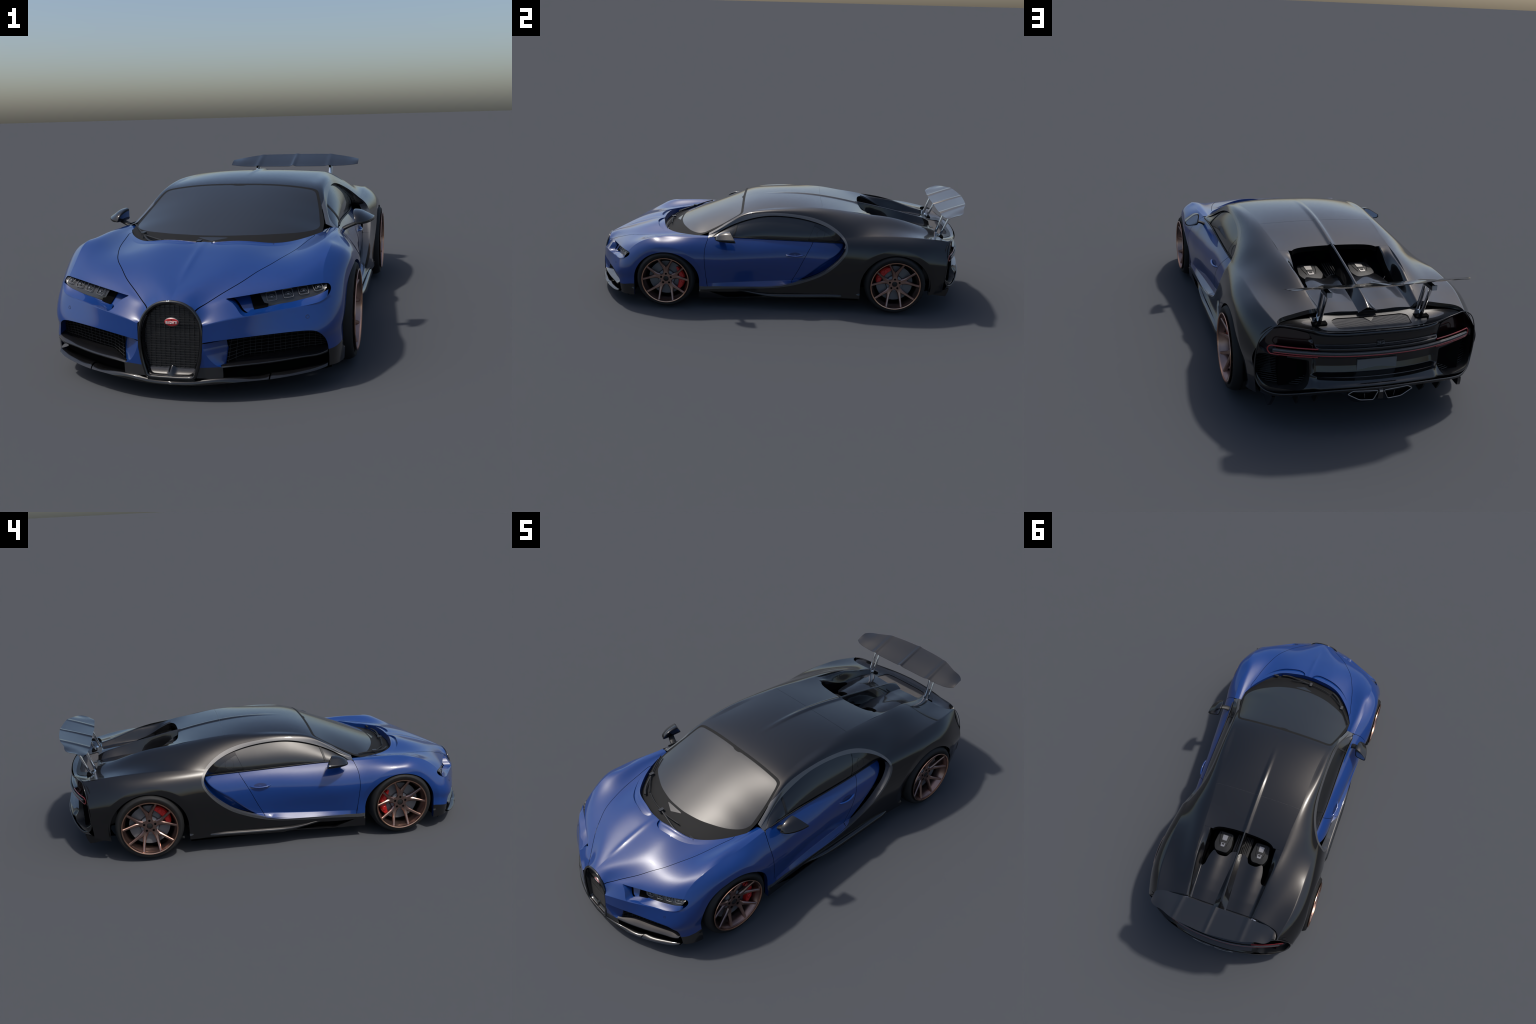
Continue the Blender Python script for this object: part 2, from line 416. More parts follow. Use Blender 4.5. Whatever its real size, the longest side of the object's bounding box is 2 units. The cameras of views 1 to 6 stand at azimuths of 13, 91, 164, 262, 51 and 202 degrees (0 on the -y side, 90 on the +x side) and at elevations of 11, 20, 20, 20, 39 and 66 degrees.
ARCH_F = (-.585, .145, .171, .162); ARCH_R = (.604, .150, .180, .174)
gF = loft(F_ST, F_ROWS, F_TK, np.concatenate([np.linspace(-1, -.76, 100, endpoint=False), np.linspace(-.76, -.34, 100)]),
          dense(F_TK, [20, 20, 16, 22, 12, 12, 16, 12, 10]), creases=(4, 8), mirror=True)
gF[:, 0, 0] = 0
gR = loft(R_ST, R_ROWS, R_TK, np.linspace(-.40, .86, 280), dense(R_TK, [1, 18, 18, 12, 12, 16, 12, 10])[1:], creases=(3, 7))
for g, A, w in ((gF, ARCH_F, .026), (gR, ARCH_R, .030)):
    V = g.reshape(-1, 3); arch_lip(V, *A, w)
FRONT_SKIN = grid(gF, flip=True); REAR_SKIN = grid(gR, flip=True)
FRONT_SKIN.N[np.abs(FRONT_SKIN.V[:, 0]) < 1e-9, 0] = 0

ys = np.linspace(-.70, .46, 320); us = np.linspace(0, 1, 40)
XX = us[None, :]*(np.where(ys < -.4, np.interp(ys, [-.7, -.4], [.36, .336]), seam_x(np.clip(ys, -.4, .76)))+.0006)[:, None]
YY = np.repeat(ys[:, None], 40, 1)
gT = np.stack([XX, YY, top_z(XX, YY)], -1)
TOP_SKIN = grid(gT, flip=True)

# ------------------------------------------------------------------ feature outlines on the skins
YZ = lambda V: V[:, 1:3]
XZ = lambda V: V[:, [0, 2]]
XY = lambda V: V[:, :2]
GAP_W = .0011                                                        # half width of a panel gap

C_OUT = [(-.46, .100), (-.372, .105), (-.244, .111), (-.115, .1135), (-.044, .1175), (.012, .1240), (.095, .1425), (.155, .1640), (.214, .1910),
         (.272, .2320), (.318, .2790), (.340, .3110), (.3515, .3440), (.346, .3720), (.318, .4075), (.264, .4425), (.190, .4695),
         (.094, .4855), (0, .4920), (-.120, .4850), (-.190, .4710), (-.244, .4500), (-.323, .4120), (-.402, .3700), (-.47, .335)]
C_IN = [(-.46, .119), (-.372, .1210), (-.244, .1255), (-.115, .1285), (-.044, .1320), (.012, .1385), (.095, .1560), (.154, .1760), (.214, .2035),
        (.270, .2450), (.307, .2800), (.330, .3130), (.3405, .3480), (.336, .3680), (.310, .3975), (.262, .4270), (.200, .4500),
        (.100, .4710), (0, .4795), (-.057, .4785), (-.150, .4620), (-.229, .4360), (-.288, .4090), (-.342, .3780), (-.40, .342)]
C_OUT = curve(C_OUT, 160); C_IN = curve(C_IN, 160)
DOOR_GAP = curve([(-.366, .400), (-.372, .369), (-.382, .340), (-.387, .298), (-.383, .220), (-.3755, .150), (-.372, .121), (-.369, .085), (-.366, .03)], 60)
FAR = np.array([(-3., .1)])
def arch_f(V, A, grow=0): return (np.hypot((V[:, 1]-A[0])/(A[2]+grow), (V[:, 2]-A[1])/(A[3]+grow))-1)*A[2]
def arch_cut(m, A):
    f = np.where(m.V[:, 0] > .3, arch_f(m.V, A), 1.)
    below = np.maximum(np.abs(m.V[:, 1]-A[0])-A[2], m.V[:, 2]-A[1])   # straight legs under the wheel centre
    f = np.where(m.V[:, 0] > .3, np.minimum(f, below), f)
    return m.split(f)[1]
def near_arch(A): return lambda V: (np.abs(np.minimum(arch_f(V, A), np.maximum(np.abs(V[:, 1]-A[0])-A[2], V[:, 2]-A[1]))) < .004) & (V[:, 0] > .3)
def seam_cut(m, d):
    """cut a panel gap where d = 0: returns the two sides and the sunken gap strip"""
    a, rest = m.split(d(m.V)+GAP_W); g, b = rest.split(d(rest.V)-GAP_W)
    g.V = g.V-g.N*.002
    return a, b, g

gaps = []
# --- rear skin: remove the C, arches, and the part ahead of the door
R = arch_cut(REAR_SKIN, ARCH_R)
inside_C = lambda V: sdf(YZ(V), np.vstack([C_OUT, [(-.6, .335), (-.6, .1)]]))
R = R.split(inside_C(R.V))[1]
strip = REAR_SKIN.split(inside_C(REAR_SKIN.V))[0]
strip = strip.split(sdf(YZ(strip.V), np.vstack([C_IN, [(-.6, .342), (-.6, .119)]])))[1]
for nm in ('R', 'strip'):
    m = globals()[nm]
    up, low = m.split(.25-m.V[:, 2])                                  # up: z>.25
    up = up.split(up.V[:, 1]+(.402 if nm == 'R' else .372))[1] if len(up.F) else up
    low = low.split(low.V[:, 1]+(.372 if nm == 'R' else .415))[1]
    globals()[nm] = join(up, low)
strip_wall = strip.rim(lambda V: np.abs(ldist(YZ(V), C_IN)) < .003,
                       lambda V, N: np.c_[-.020-.012*smooth01(V[:, 1], .05, .3), 0*V[:, 1], 0*V[:, 2]], 4)
# --- roof panel and windscreen
WS_BASE = [(0, -.653), (.040, -.6515), (.082, -.644), (.124, -.6365), (.160, -.627), (.194, -.612), (.231, -.5815), (.266, -.5415), (.3005, -.4875), (.328, -.425), (.3405, -.395)]
WS_SIDE = [(.3235, -.368), (.313, -.325), (.3005, -.278), (.2885, -.234)]
WS_TOP = [(.2825, -.2140), (.2790, -.2070), (.2720, -.2015), (.2550, -.1975), (.150, -.1980), (0, -.2000)]
WS_OUT = np.vstack([curve(WS_BASE, 50)[:-4], curve(WS_SIDE, 12), np.array(WS_TOP), [(-.3, -.2005), (-.3, -.653)]])
GL_BOT = [(0, -.5495), (.0435, -.5485), (.100, -.5395), (.135, -.5310), (.1685, -.519), (.2018, -.5043), (.2351, -.4874), (.2677, -.4658), (.292, -.443), (.308, -.418), (.3131, -.393)]
GL_TOP = [(.2740, -.2235), (.2705, -.2175), (.2640, -.2130), (.2500, -.2105), (.150, -.2110), (.024, -.2130), (.016, -.2180), (0, -.2190)]
GL_IN = np.vstack([curve(GL_BOT, 40), curve([(.3055, -.3513), (.2984, -.3139), (.2898, -.2772), (.2792, -.2364)], 12), np.array(GL_TOP), [(-.3, -.219), (-.3, -.5495)]])
T = TOP_SKIN
ws, roof = T.split(sdf(XY(T.V), WS_OUT))
roof = roof.split(roof.V[:, 1]+.30)[1]
glass, frit = ws.split(sdf(XY(ws.V), GL_IN))
clear = poly([(-.053, -.5590), (.053, -.5590), (0, -.5815)], 6)       # camera window in the border
frit_w, frit = frit.split(np.minimum(sdf(XY(frit.V), clear), sdf(XY(frit.V)*[-1, 1], clear)))
glass = join(glass, frit_w)
# screen also covers the slim ring of rear skin beside the corner: pillar keeps outside of it
wsR, R = R.split(np.where(R.V[:, 1] < -.15, sdf(XY(R.V), WS_OUT), 1))
frit = join(frit, wsR)
# raised spine on the roof
def ridge(m, w0, h):
    y = m.V[:, 1]; hh = h*smooth01(y, -.13, .25); w = w0
    m.V[:, 2] += hh*np.exp(-(m.V[:, 0]/w)**4); m.N = m.normals()
roof_keep = roof
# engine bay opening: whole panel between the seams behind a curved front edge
ENG_FRONT = curve([(0, .428), (.050, .429), (.100, .433), (.140, .4405), (.165, .454), (.178, .474), (.1825, .50)], 40)
def eng(V): return sdf(XY(V), np.vstack([ENG_FRONT, [(.1825, .9), (-.3, .9), (-.3, .428)]]))
opening, roof = roof.split(eng(roof.V))
ridge(roof, .0105, .0055)
roof.N[np.abs(roof.V[:, 0]) < 1e-9, 0] = 0
GAP_W = .0005
ra, rb, g = seam_cut(roof, lambda V: V[:, 1]-.218-.05*V[:, 0]**2); g.V = g.V+g.N*.0012
roof_gap = g; GAP_W = .0011
roof_f, roof_b = ra, rb
eng_rim = roof_b.rim(lambda V: (np.abs(eng(V)) < .003) & (V[:, 1] > .40) & (V[:, 0] > -1e-6), (0, .004, -.018), 2)

# --- front skin
F = arch_cut(FRONT_SKIN, ARCH_F)
F = F.split(np.where(F.V[:, 2] > .20, sdf(XY(F.V), np.vstack([WS_OUT])), 1))[1]             # under the screen
# hood crease
y = F.V[:, 1]; hh = .0032*smooth01(y, -.93, -.80)*(1-.4*smooth01(y, -.76, -.68))
F.V[:, 2] += hh*np.exp(-np.abs(F.V[:, 0]/.010)**1.6); Nn = F.normals(); k = (F.V[:, 0] < .05) & (F.V[:, 2] > .25) & (F.V[:, 0] > .001); F.N[k] = Nn[k]
# cowl scoops: a sunk lens-shaped step in front of the screen
SCOOP = np.vstack([curve([(.022, -.655), (.028, -.668), (.050, -.680), (.100, -.6765), (.160, -.662), (.205, -.638), (.245, -.600), (.280, -.550), (.300, -.508), (.306, -.488)], 50),
                   curve(WS_BASE[::-1], 50)[5:-3]*[.97, 1]+[0, .006]])
# door gap: keep what is ahead of it
F = F.split(ldist(YZ(F.V), DOOR_GAP)+GAP_W)[0]
# hood outline
HOOD_LINE = curve([(.060, -.985), (.0665, -.9665), (.0889, -.9396), (.116, -.912), (.144, -.884), (.1716, -.8535), (.1985, -.816), (.226, -.776), (.2516, -.719),
                   (.276, -.647), (.294, -.565), (.3045, -.515), (.3085, -.494), (.307, -.480), (.298, -.470), (.285, -.462)], 90)
HOOD = np.vstack([HOOD_LINE, [(-.3, -.462), (-.3, -.985)]])
hoodf = lambda V: np.where((V[:, 2] > .235), sdf(XY(V), HOOD), .05)
hood, fend, g = seam_cut(F, hoodf); gaps.append(g)

# cowl scoops: the skin inside their outline is sunk behind a crisp edge
scoop, hood = hood.split(np.where(hood.V[:, 2] > .3, sdf(XY(hood.V), SCOOP), .05))
base_d = np.abs(ldist(XY(scoop.V), curve(WS_BASE, 60))); ins = np.maximum(-sdf(XY(scoop.V), SCOOP), 0)
scoop.V[:, 2] -= .0085*base_d/np.maximum(ins+base_d, 1e-6)*(1-smooth01(scoop.V[:, 0], .15, .285)); scoop.N = scoop.normals()
scoop_wall = hood.rim(lambda V: (np.abs(sdf(XY(V), SCOOP)) < .002) & (V[:, 2] > .3), (0, .0005, -.010), 1)
# --- front bumper openings
HL = np.vstack([curve([(.136, .2638), (.185, .2685), (.234, .2737), (.2835, .279), (.333, .283), (.378, .2838)], 40),
                curve([(.390, .2815), (.3975, .272), (.396, .258), (.387, .2475)], 14),
                curve([(.370, .2425), (.3516, .2388), (.3127, .2337), (.2737, .2305), (.235, .2269), (.200, .2235)], 30),
                curve([(.190, .2235), (.181, .229), (.168, .243), (.155, .2545)], 14)])
hl_piece, fend = fend.split(np.where(fend.V[:, 1] < -.76, sdf(XZ(fend.V), HL), .05))
INT_TOP = [(.0885, .1615), (.1377, .1665), (.1848, .1692), (.232, .1714), (.2797, .1737), (.325, .1748), (.350, .1738), (.372, .168), (.386, .152), (.394, .132), (.397, .113)]
INT_IN = [(.138, .0935), (.126, .0965), (.113, .107), (.100, .125), (.091, .145)]
INT = np.vstack([curve(INT_TOP, 60), [(.3985, .095), (.398, .04), (.138, .04)], curve(INT_IN, 16)])
intf = lambda V: np.where((V[:, 1] < -.80) & (V[:, 0] < .405), sdf(XZ(V), INT), .05)
_, fend = fend.split(intf(fend.V))
# blue above, black below the split line
def zsplit(V): return np.where(V[:, 1] > -.5, .121, np.where(V[:, 0] < .30, .094, .111+.012*smooth01(V[:, 1], -.845, -.765)))
chin, fend = fend.split(fend.V[:, 2]-zsplit(fend.V))
side_low, chin = chin.split(.2-chin.V[:, 0])                          # side_low: x>.2
f_strip, side_low2 = side_low.split(np.where((side_low.V[:, 1] > -.5), .104-side_low.V[:, 2], .05))
hl_rim = fend.rim(lambda V: (np.abs(sdf(XZ(V), HL)) < .002) & (V[:, 1] < -.76), lambda V, N: np.c_[-.004*np.ones(len(V)), .034+0*V[:, 0], 0*V[:, 0]], 4)
int_rim = fend.rim(lambda V: (np.abs(sdf(XZ(V), INT)) < .003) & (V[:, 1] < -.80) & (V[:, 2] > .0),
    lambda V, N: np.c_[.052*(1-smooth01(V[:, 0], .10, .16))*(V[:, 2] < .163)-.010*smooth01(V[:, 0], .36, .39), .050+0*V[:, 0], 0*V[:, 0]], 5)
arch_rim_f = join(fend, side_low).rim(near_arch(ARCH_F), (-.022, 0, 0), 2)
arch_rim_r = R.rim(near_arch(ARCH_R), (-.022, 0, 0), 2)

base_rim = lambda m: m.rim(lambda V: (np.abs(sdf(XY(V), WS_OUT)) < .003) & (V[:, 1] < -.40) & (V[:, 2] > .3), (0, .005, -.028), 2)
add('hood', both(join(hood, scoop, scoop_wall, base_rim(join(hood, scoop)))), BLUE)
add_pair('front_fender', join(fend, hl_rim, int_rim, base_rim(fend)), BLUE)
add('chin_panel', both(chin), TRIM)
add_pair('lower_corner_panel', side_low2, BLACK)
add_pair('c_line_strip', join(strip, strip_wall, f_strip), STRIP)
add_pair('wheel_arch_edge', arch_rim_f, BLUE); add_pair('wheel_arch_edge', arch_rim_r, BLACK)
add('windscreen', both(glass), GLASS); add('windscreen_border', both(frit), FRIT)
add('roof_panel', both(roof_f), BLACK); add('engine_cover', both(roof_b), BLACK); add('engine_opening_edge', both(eng_rim), VOID); add('roof_joint', both(roof_gap), STRIP)  # opening edge blackened to show the dark inside of the bay

# --- rear quarter: sill skirt separated below the skirt line
SK = curve([(-.45, .101), (-.372, .094), (-.043, .1045), (.283, .1150), (.423, .1105)], 30)
lowR, quarter = R.split(np.where(R.V[:, 1] < .5, R.V[:, 2]-np.interp(R.V[:, 1], SK[:, 0], SK[:, 1]), .05))
tail_low, quarter = quarter.split(np.where(quarter.V[:, 1] > .7, quarter.V[:, 2]-np.interp(quarter.V[:, 1], [.77, .86], [.152, .186]), .05))
add_pair('rear_quarter', quarter, BLACK)
tail_low.V[:, 0] -= .001
add_pair('rear_corner_panel', tail_low, BLACK)

# ------------------------------------------------------------------ doors and side glass
DM = [-.50, -.40, -.30, -.20, -.10, 0, .12, .24, .36]
D_ROWS = [line(DM, [], p) for p in (
    [(.382, .3695), (.372, .3705), (.364, .3715), (.359, .3705), (.357, .3675), (.3565, .3650), (.3545, .3615), (.347, .3560), (.336, .3490)],
    [(.450, .302), (.4345, .297), (.427, .292), (.419, .291), (.412, .291), (.404, .291), (.3975, .290), (.391, .287), (.380, .282)],
    [(.4505, .205), (.4385, .200), (.428, .195), (.4165, .190), (.408, .187), (.4015, .186), (.397, .187), (.394, .190), (.388, .195)],
    [(.4445, .145), (.4340, .1400), (.4195, .1400), (.4085, .1425), (.4015, .1470), (.397, .1530), (.395, .1600), (.393, .168), (.390, .175)],
    [(.444, .118), (.4335, .1190), (.4285, .1215), (.4255, .1235), (.4235, .1260), (.4215, .1330), (.419, .1560), (.41, .1600), (.405, .165)])]
D_ROWS.insert(1, swell(D_ROWS[0], D_ROWS[1], [.0095, .006]+[.006]*7))
D_TK = [0, .055, .10, .20, .25, .28]
gD = loft(DM, D_ROWS, D_TK, np.linspace(-.392, .36, 220), dense(D_TK, [14, 14, 24, 14, 12]), creases=(4,))
V = gD.reshape(-1, 3)
CIN_POLY = np.vstack([C_IN, [(-.6, .342), (-.6, .119)]])
dC = -sdf(YZ(V), CIN_POLY)                                            # depth inside the C
wid = .034*smooth01(V[:, 1], .10, .22)*(1-.75*smooth01(V[:, 2], .25, .345))
V[:, 0] -= (.004*smooth01(wid-dC, -.0010, .0030)+.016*np.clip((wid-dC)/np.maximum(wid, 1e-4), 0, 1)*(wid > .002))*(V[:, 1] > .08)
DOOR = grid(gD, flip=True)
DOOR = DOOR.split(sdf(YZ(DOOR.V), CIN_POLY)-.005)[0]
DOOR = DOOR.split(ldist(YZ(DOOR.V), DOOR_GAP)-GAP_W)[1]
REAR_GAP = curve([(.180, .375), (.175, .362), (.152, .320), (.125, .270), (.092, .200), (.063, .142), (.055, .12)], 40)
sgn = lambda V: ldist(YZ(V), REAR_GAP)
a, b, g = seam_cut(DOOR, sgn); gaps.append(g)
door, side_panel = (a, b) if a.V[:, 1].mean() < b.V[:, 1].mean() else (b, a)
# dark liner right behind the front door gap
DG = DOOR_GAP[(DOOR_GAP[:, 1] < .369) & (DOOR_GAP[:, 1] > .06)][::2]
gaps.append(ribbon(np.c_[np.interp(DG[:, 1], [.05, .12, .2, .297, .34, .369, .4], [.425, .430, .4335, .4285, .398, .368, .35]), DG],
                   [(-.002, 0), (.002, 0), (.002, -.002), (-.002, -.002)], up=(1, 0, 0)))
door_ob = add_pair('door', door, BLUE); add_pair('side_intake_panel', side_panel, BLUE)

# side glass: ruled between belt line and the roof edge, tucked behind the strip
from mathutils.bvhtree import BVHTree
from mathutils import Vector
def caster(m): return BVHTree.FromPolygons(m.V.tolist(), m.F.tolist())
gy = np.linspace(-.372, .342, 160); gv = np.linspace(-.02, 1.10, 30)
bx = spline(DM, [p[0] for p in D_ROWS[0]], gy)-.002; bz = spline(DM, [p[2] for p in D_ROWS[0]], gy)+.0005
tRS = caster(REAR_SKIN); ci = C_IN[(np.arange(160) > 60) & (C_IN[:, 1] > .36)]; o_ = np.argsort(ci[:, 0]); ci = ci[o_]
zt = np.interp(gy, ci[:, 0], ci[:, 1])
xt = np.array([tRS.ray_cast(Vector((.6, y, z)), Vector((-1, 0, 0)))[0].x for y, z in zip(np.clip(gy, -.385, .34), zt)])-.011
bul = np.sin(np.pi*np.clip(gv, 0, 1)**.8)
X = bx[:, None]+(xt-bx)[:, None]*gv[None]+(.013*np.clip((zt-bz)/.11, 0, 1))[:, None]*bul[None]
Z = bz[:, None]+(zt-bz)[:, None]*gv[None]
SG = grid(np.stack([X, np.repeat(gy[:, None], 30, 1), Z], -1))
if SG.N[:, 0].mean() < 0: SG = grid(np.stack([X, np.repeat(gy[:, None], 30, 1), Z], -1), flip=True)
SG = SG.split(sdf(YZ(SG.V), CIN_POLY)-.006)[0]
BAR_R = np.array([(.1355, .352), (.176, .445)]); BAR_F = np.array([(-.248, .352), (-.222, .450)])
dr = ldist(YZ(SG.V), BAR_R); front_glass, rest = SG.split(-dr-.004 if dr[np.argmax(SG.V[:, 1])] < 0 else dr+.004)
dr = ldist(YZ(rest.V), BAR_R); bar, rear_tri = rest.split(-dr-.004 if dr[np.argmax(rest.V[:, 1])] < 0 else dr-.004)
df = np.abs(ldist(YZ(front_glass.V), BAR_F)); barf, front_glass = front_glass.split(df-.0045)
bar.V[:, 0] += .004; barf.V[:, 0] += .003
add_pair('side_window', front_glass, GLASS); add_pair('window_pillar', join(bar, bar.rim(lambda V: V[:, 0] > 0, (-.006, 0, 0))), SATIN)
add_pair('quarter_divider', join(barf, barf.rim(lambda V: V[:, 0] > 0, (-.005, 0, 0))), SATIN)
# rear triangle: trim panel with its own small pane and a round filler lid
PANE = rounded([(.150, .372), (.290, .3645), (.252, .402), (.178, .436)], [.004, .014, .03, .006])
pane, tri_trim = rear_tri.split(sdf(YZ(rear_tri.V), PANE))
tri_trim.V[:, 0] += .0015
add_pair('quarter_trim', tri_trim, BLACK); add_pair('quarter_window', pane, GLASS)
th = np.linspace(0, 2*np.pi, 48, endpoint=False)
from mathutils.bvhtree import BVHTree
from mathutils import Vector
def caster(m): return BVHTree.FromPolygons(m.V.tolist(), m.F.tolist())
def drop_x(tree, yz, lift=0., start=.6):
    out = []
    for y, z in yz:
        h = tree.ray_cast(Vector((start, y, z)), Vector((-1, 0, 0)))
        out.append((h[0].x+lift if h[0] is not None else np.nan, y, z))
    return np.array(out)
def drop_y(tree, xz, lift=0., start=-1.2, sgn=1):
    out = []
    for x, z in xz:
        h = tree.ray_cast(Vector((x, start, z)), Vector((0, sgn, 0)))
        out.append((x, h[0].y-lift*sgn if h[0] is not None else np.nan, z))
    return np.array(out)
def drop_z(tree, xy, lift=0., start=.7):
    out = []
    for x, y in xy:
        h = tree.ray_cast(Vector((x, y, start)), Vector((0, 0, -1)))
        out.append((x, y, h[0].z+lift if h[0] is not None else np.nan))
    return np.array(out)
tSG = caster(SG)
ring = drop_x(tSG, np.c_[.212+.0205*np.cos(th), .3985+.0215*np.sin(th)], .0006)
ring = ring[~np.isnan(ring[:, 0])]
add_pair('filler_lid_ring', tube(ring, .0006, 6, closed=True), TRIM)
# belt moulding
bm = np.c_[bx+.0035, gy, bz+.001][(gy > -.345) & (gy < .338)]
add_pair('belt_moulding', ribbon(bm, [(-.001, -.002), (.003, -.002), (.003, .002), (-.001, .002)], up=(0, 0, 1)), SATIN)

# ------------------------------------------------------------------ front end details
def ruled(A, B, nu=40, nv=8, bulge=None):
    """surface between two 3D curves"""
    a, b = curve(A, nu), curve(B, nu); v = np.linspace(0, 1, nv)
    G = a[:, None]+(b-a)[:, None]*v[None, :, None]
    if bulge is not None: G = G+np.sin(np.pi*v)[None, :, None]*np.asarray(bulge)
    return grid(G)
def face(m, d):
    """make the mesh face direction d"""
    a, b, c = (m.V[m.F[:, i]] for i in range(3))
    if np.cross(b-a, c-a).sum(0)@np.asarray(d) < 0: return M(m.V, m.F[:, ::-1], -m.N)
    return m
def slab(m, off):
    """give an open sheet thickness"""
    bot = M(m.V+off, m.F[:, ::-1], -m.N); rim = m.rim(lambda V: np.ones(len(V), bool), off)
    return join(m, bot, rim)
def box(c, s, bev=.0):
    c = np.array(c, float); s = np.array(s, float)/2
    L = rounded([(-s[0], -s[1]), (s[0], -s[1]), (s[0], s[1]), (-s[0], s[1])], bev, 5) if bev else np.array([(-s[0], -s[1]), (s[0], -s[1]), (s[0], s[1]), (-s[0], s[1])])
    m = prism(L, 2, -s[2], s[2]); m.V = m.V+c
    return sharpen(m, 40)

# horseshoe
HSo = np.vstack([curve([(0, .2650), (.034, .2600), (.060, .2450), (.0775, .2230), (.0855, .2000), (.0885, .1750), (.0870, .1480), (.0835, .1220), (.0780, .0980), (.0715, .0770)], 60),
                 curve([(.0715, .0770), (.0685, .0690), (.062, .0640), (.052, .0620)], 10)[1:], curve([(.052, .062), (.02, .0612), (0, .0612)], 8)[1:]])
def hs_y(z): return np.interp(z, [.06, .12, .175, .22, .265], [-.9935, -.988, -.982, -.975, -.966])
def hs_loop(inset, dy):
    c = np.array([0, .165]); P = c+(HSo-c)*(1-inset/.09)
    P3 = np.c_[P[:, 0], hs_y(P[:, 1])+dy, P[:, 1]]
    return np.vstack([P3, (P3*[-1, 1, 1])[-2:0:-1]])
L0, L1, L2 = hs_loop(.001, .001), hs_loop(.008, .003), hs_loop(.013, .022)
def loops(*Ls): return grid(np.stack(Ls, 1), closed_u=True)
ringm = tube(hs_loop(.002, 0), .0052, 12, closed=True)
grille = group('front_grille')
add('grille_ring', outward(ringm), BLACK, grille)
add('grille_surround', face(loops(L1, L2, hs_loop(.016, .034)), (0, -1, 0)), BLACK, grille)
def hs_half(z): # inner half width of the opening
    i = np.argsort(HSo[:, 1]); return np.interp(z, HSo[i, 1], HSo[i, 0])-.013
MY = lambda z: -.9610-.09*(.25-z)
back = []; zz = np.linspace(.080, .253, 30)
for s in (-1, 1): pass
G = np.array([[(u*hs_half(z), MY(z)+.004, z) for u in np.linspace(-1, 1, 12)] for z in zz])
add('grille_backing', face(grid(G), (0, -1, 0)), GLASS, grille)
bars = []
for z in np.arange(.0865, .250, .0066):
    w = hs_half(z); bars.append(box((0, MY(z), z), (2*w, .0018, .0009)))
for x in np.arange(-.0742, .075, .0135):
    zs = [z for z in np.linspace(.082, .252, 80) if hs_half(z) > abs(x)]
    if len(zs) > 3: bars.append(box((x, MY(.165)+.0008, (zs[0]+zs[-1])/2), (.0009, .0016, zs[-1]-zs[0])))
bars = join(*bars); bars.V[:, 1] += 0
k = np.abs(bars.V[:, 1]-MY(.165)-.0008) < .0015
bars.V[k, 1] += (MY(bars.V[k, 2])-MY(.165))
add('grille_bars', bars, MESH, grille, kind='stuff')
# lower ledge with a centre nib
lx = np.linspace(-.060, .060, 49)
nib = np.exp(-(lx/.0065)**2)
prof = [(-.9905, .0650, 0), (-.9885, .0695, .2), (-.984, .0735, .6), (-.9790, .0790, 1.), (-.9745, .0875, .6)]
G = np.array([[(x*(1+.10*i/4), yy-.004*n*w, z+.0085*n*w) for i, (yy, z, w) in enumerate(prof)] for x, n in zip(lx, nib)])
add('grille_ledge', face(grid(G), (0, -1, 1)), BLACK, grille)
# badge
def ellipse_disc(c, a, b, t, dome=.001, n=40):
    th = np.linspace(0, 2*np.pi, n, endpoint=False); r = np.array([0, .5, .85, 1., 1.]); h = np.array([-dome, -dome*.8, -dome*.3, 0, t])
    G = np.zeros((n, 5, 3)); G[..., 0] = c[0]+a*np.cos(th)[:, None]*r; G[..., 2] = c[2]+b*np.sin(th)[:, None]*r; G[..., 1] = c[1]+h
    return face(grid(G, closed_u=True), (0, -1, 0))
BC = (0, -.9672, .2076)
add('badge_rim', ellipse_disc((0, BC[1]+.0008, BC[2]), .0212, .0122, .008), SILVER, grille)
add('badge', ellipse_disc(BC, .0196, .0106, .003), BADGE, grille)
def text_mesh(txt, size, mat, name, parent, loc, rot, extrude=.0004, sx=1., bold=.0):
    cu = bpy.data.curves.new(name, 'FONT'); cu.body = txt; cu.size = size; cu.extrude = extrude; cu.align_x = 'CENTER'; cu.align_y = 'CENTER'; cu.offset = bold
    ob = bpy.data.objects.new(name, cu); bpy.context.scene.collection.objects.link(ob)
    bpy.context.view_layer.update()
    me = bpy.data.meshes.new_from_object(ob.evaluated_get(bpy.context.evaluated_depsgraph_get()))
    bpy.data.objects.remove(ob); me.materials.clear(); me.materials.append(mat); me.name = name
    o = bpy.data.objects.new(name, me); bpy.context.scene.collection.objects.link(o); o.parent = parent
    o.location = loc; o.rotation_euler = rot; o.scale = (sx, 1, 1); return o
text_mesh('BUGATTI', .0098, WHITE, 'badge_lettering', grille, (0, BC[1]-.0012, BC[2]-.0006), (math.pi/2, 0, 0), .0006, .80, .00012)
text_mesh('EB', .0034, MESH, 'badge_monogram', grille, (0, BC[1]-.0012, BC[2]+.0066), (math.pi/2, 0, 0), .0005)

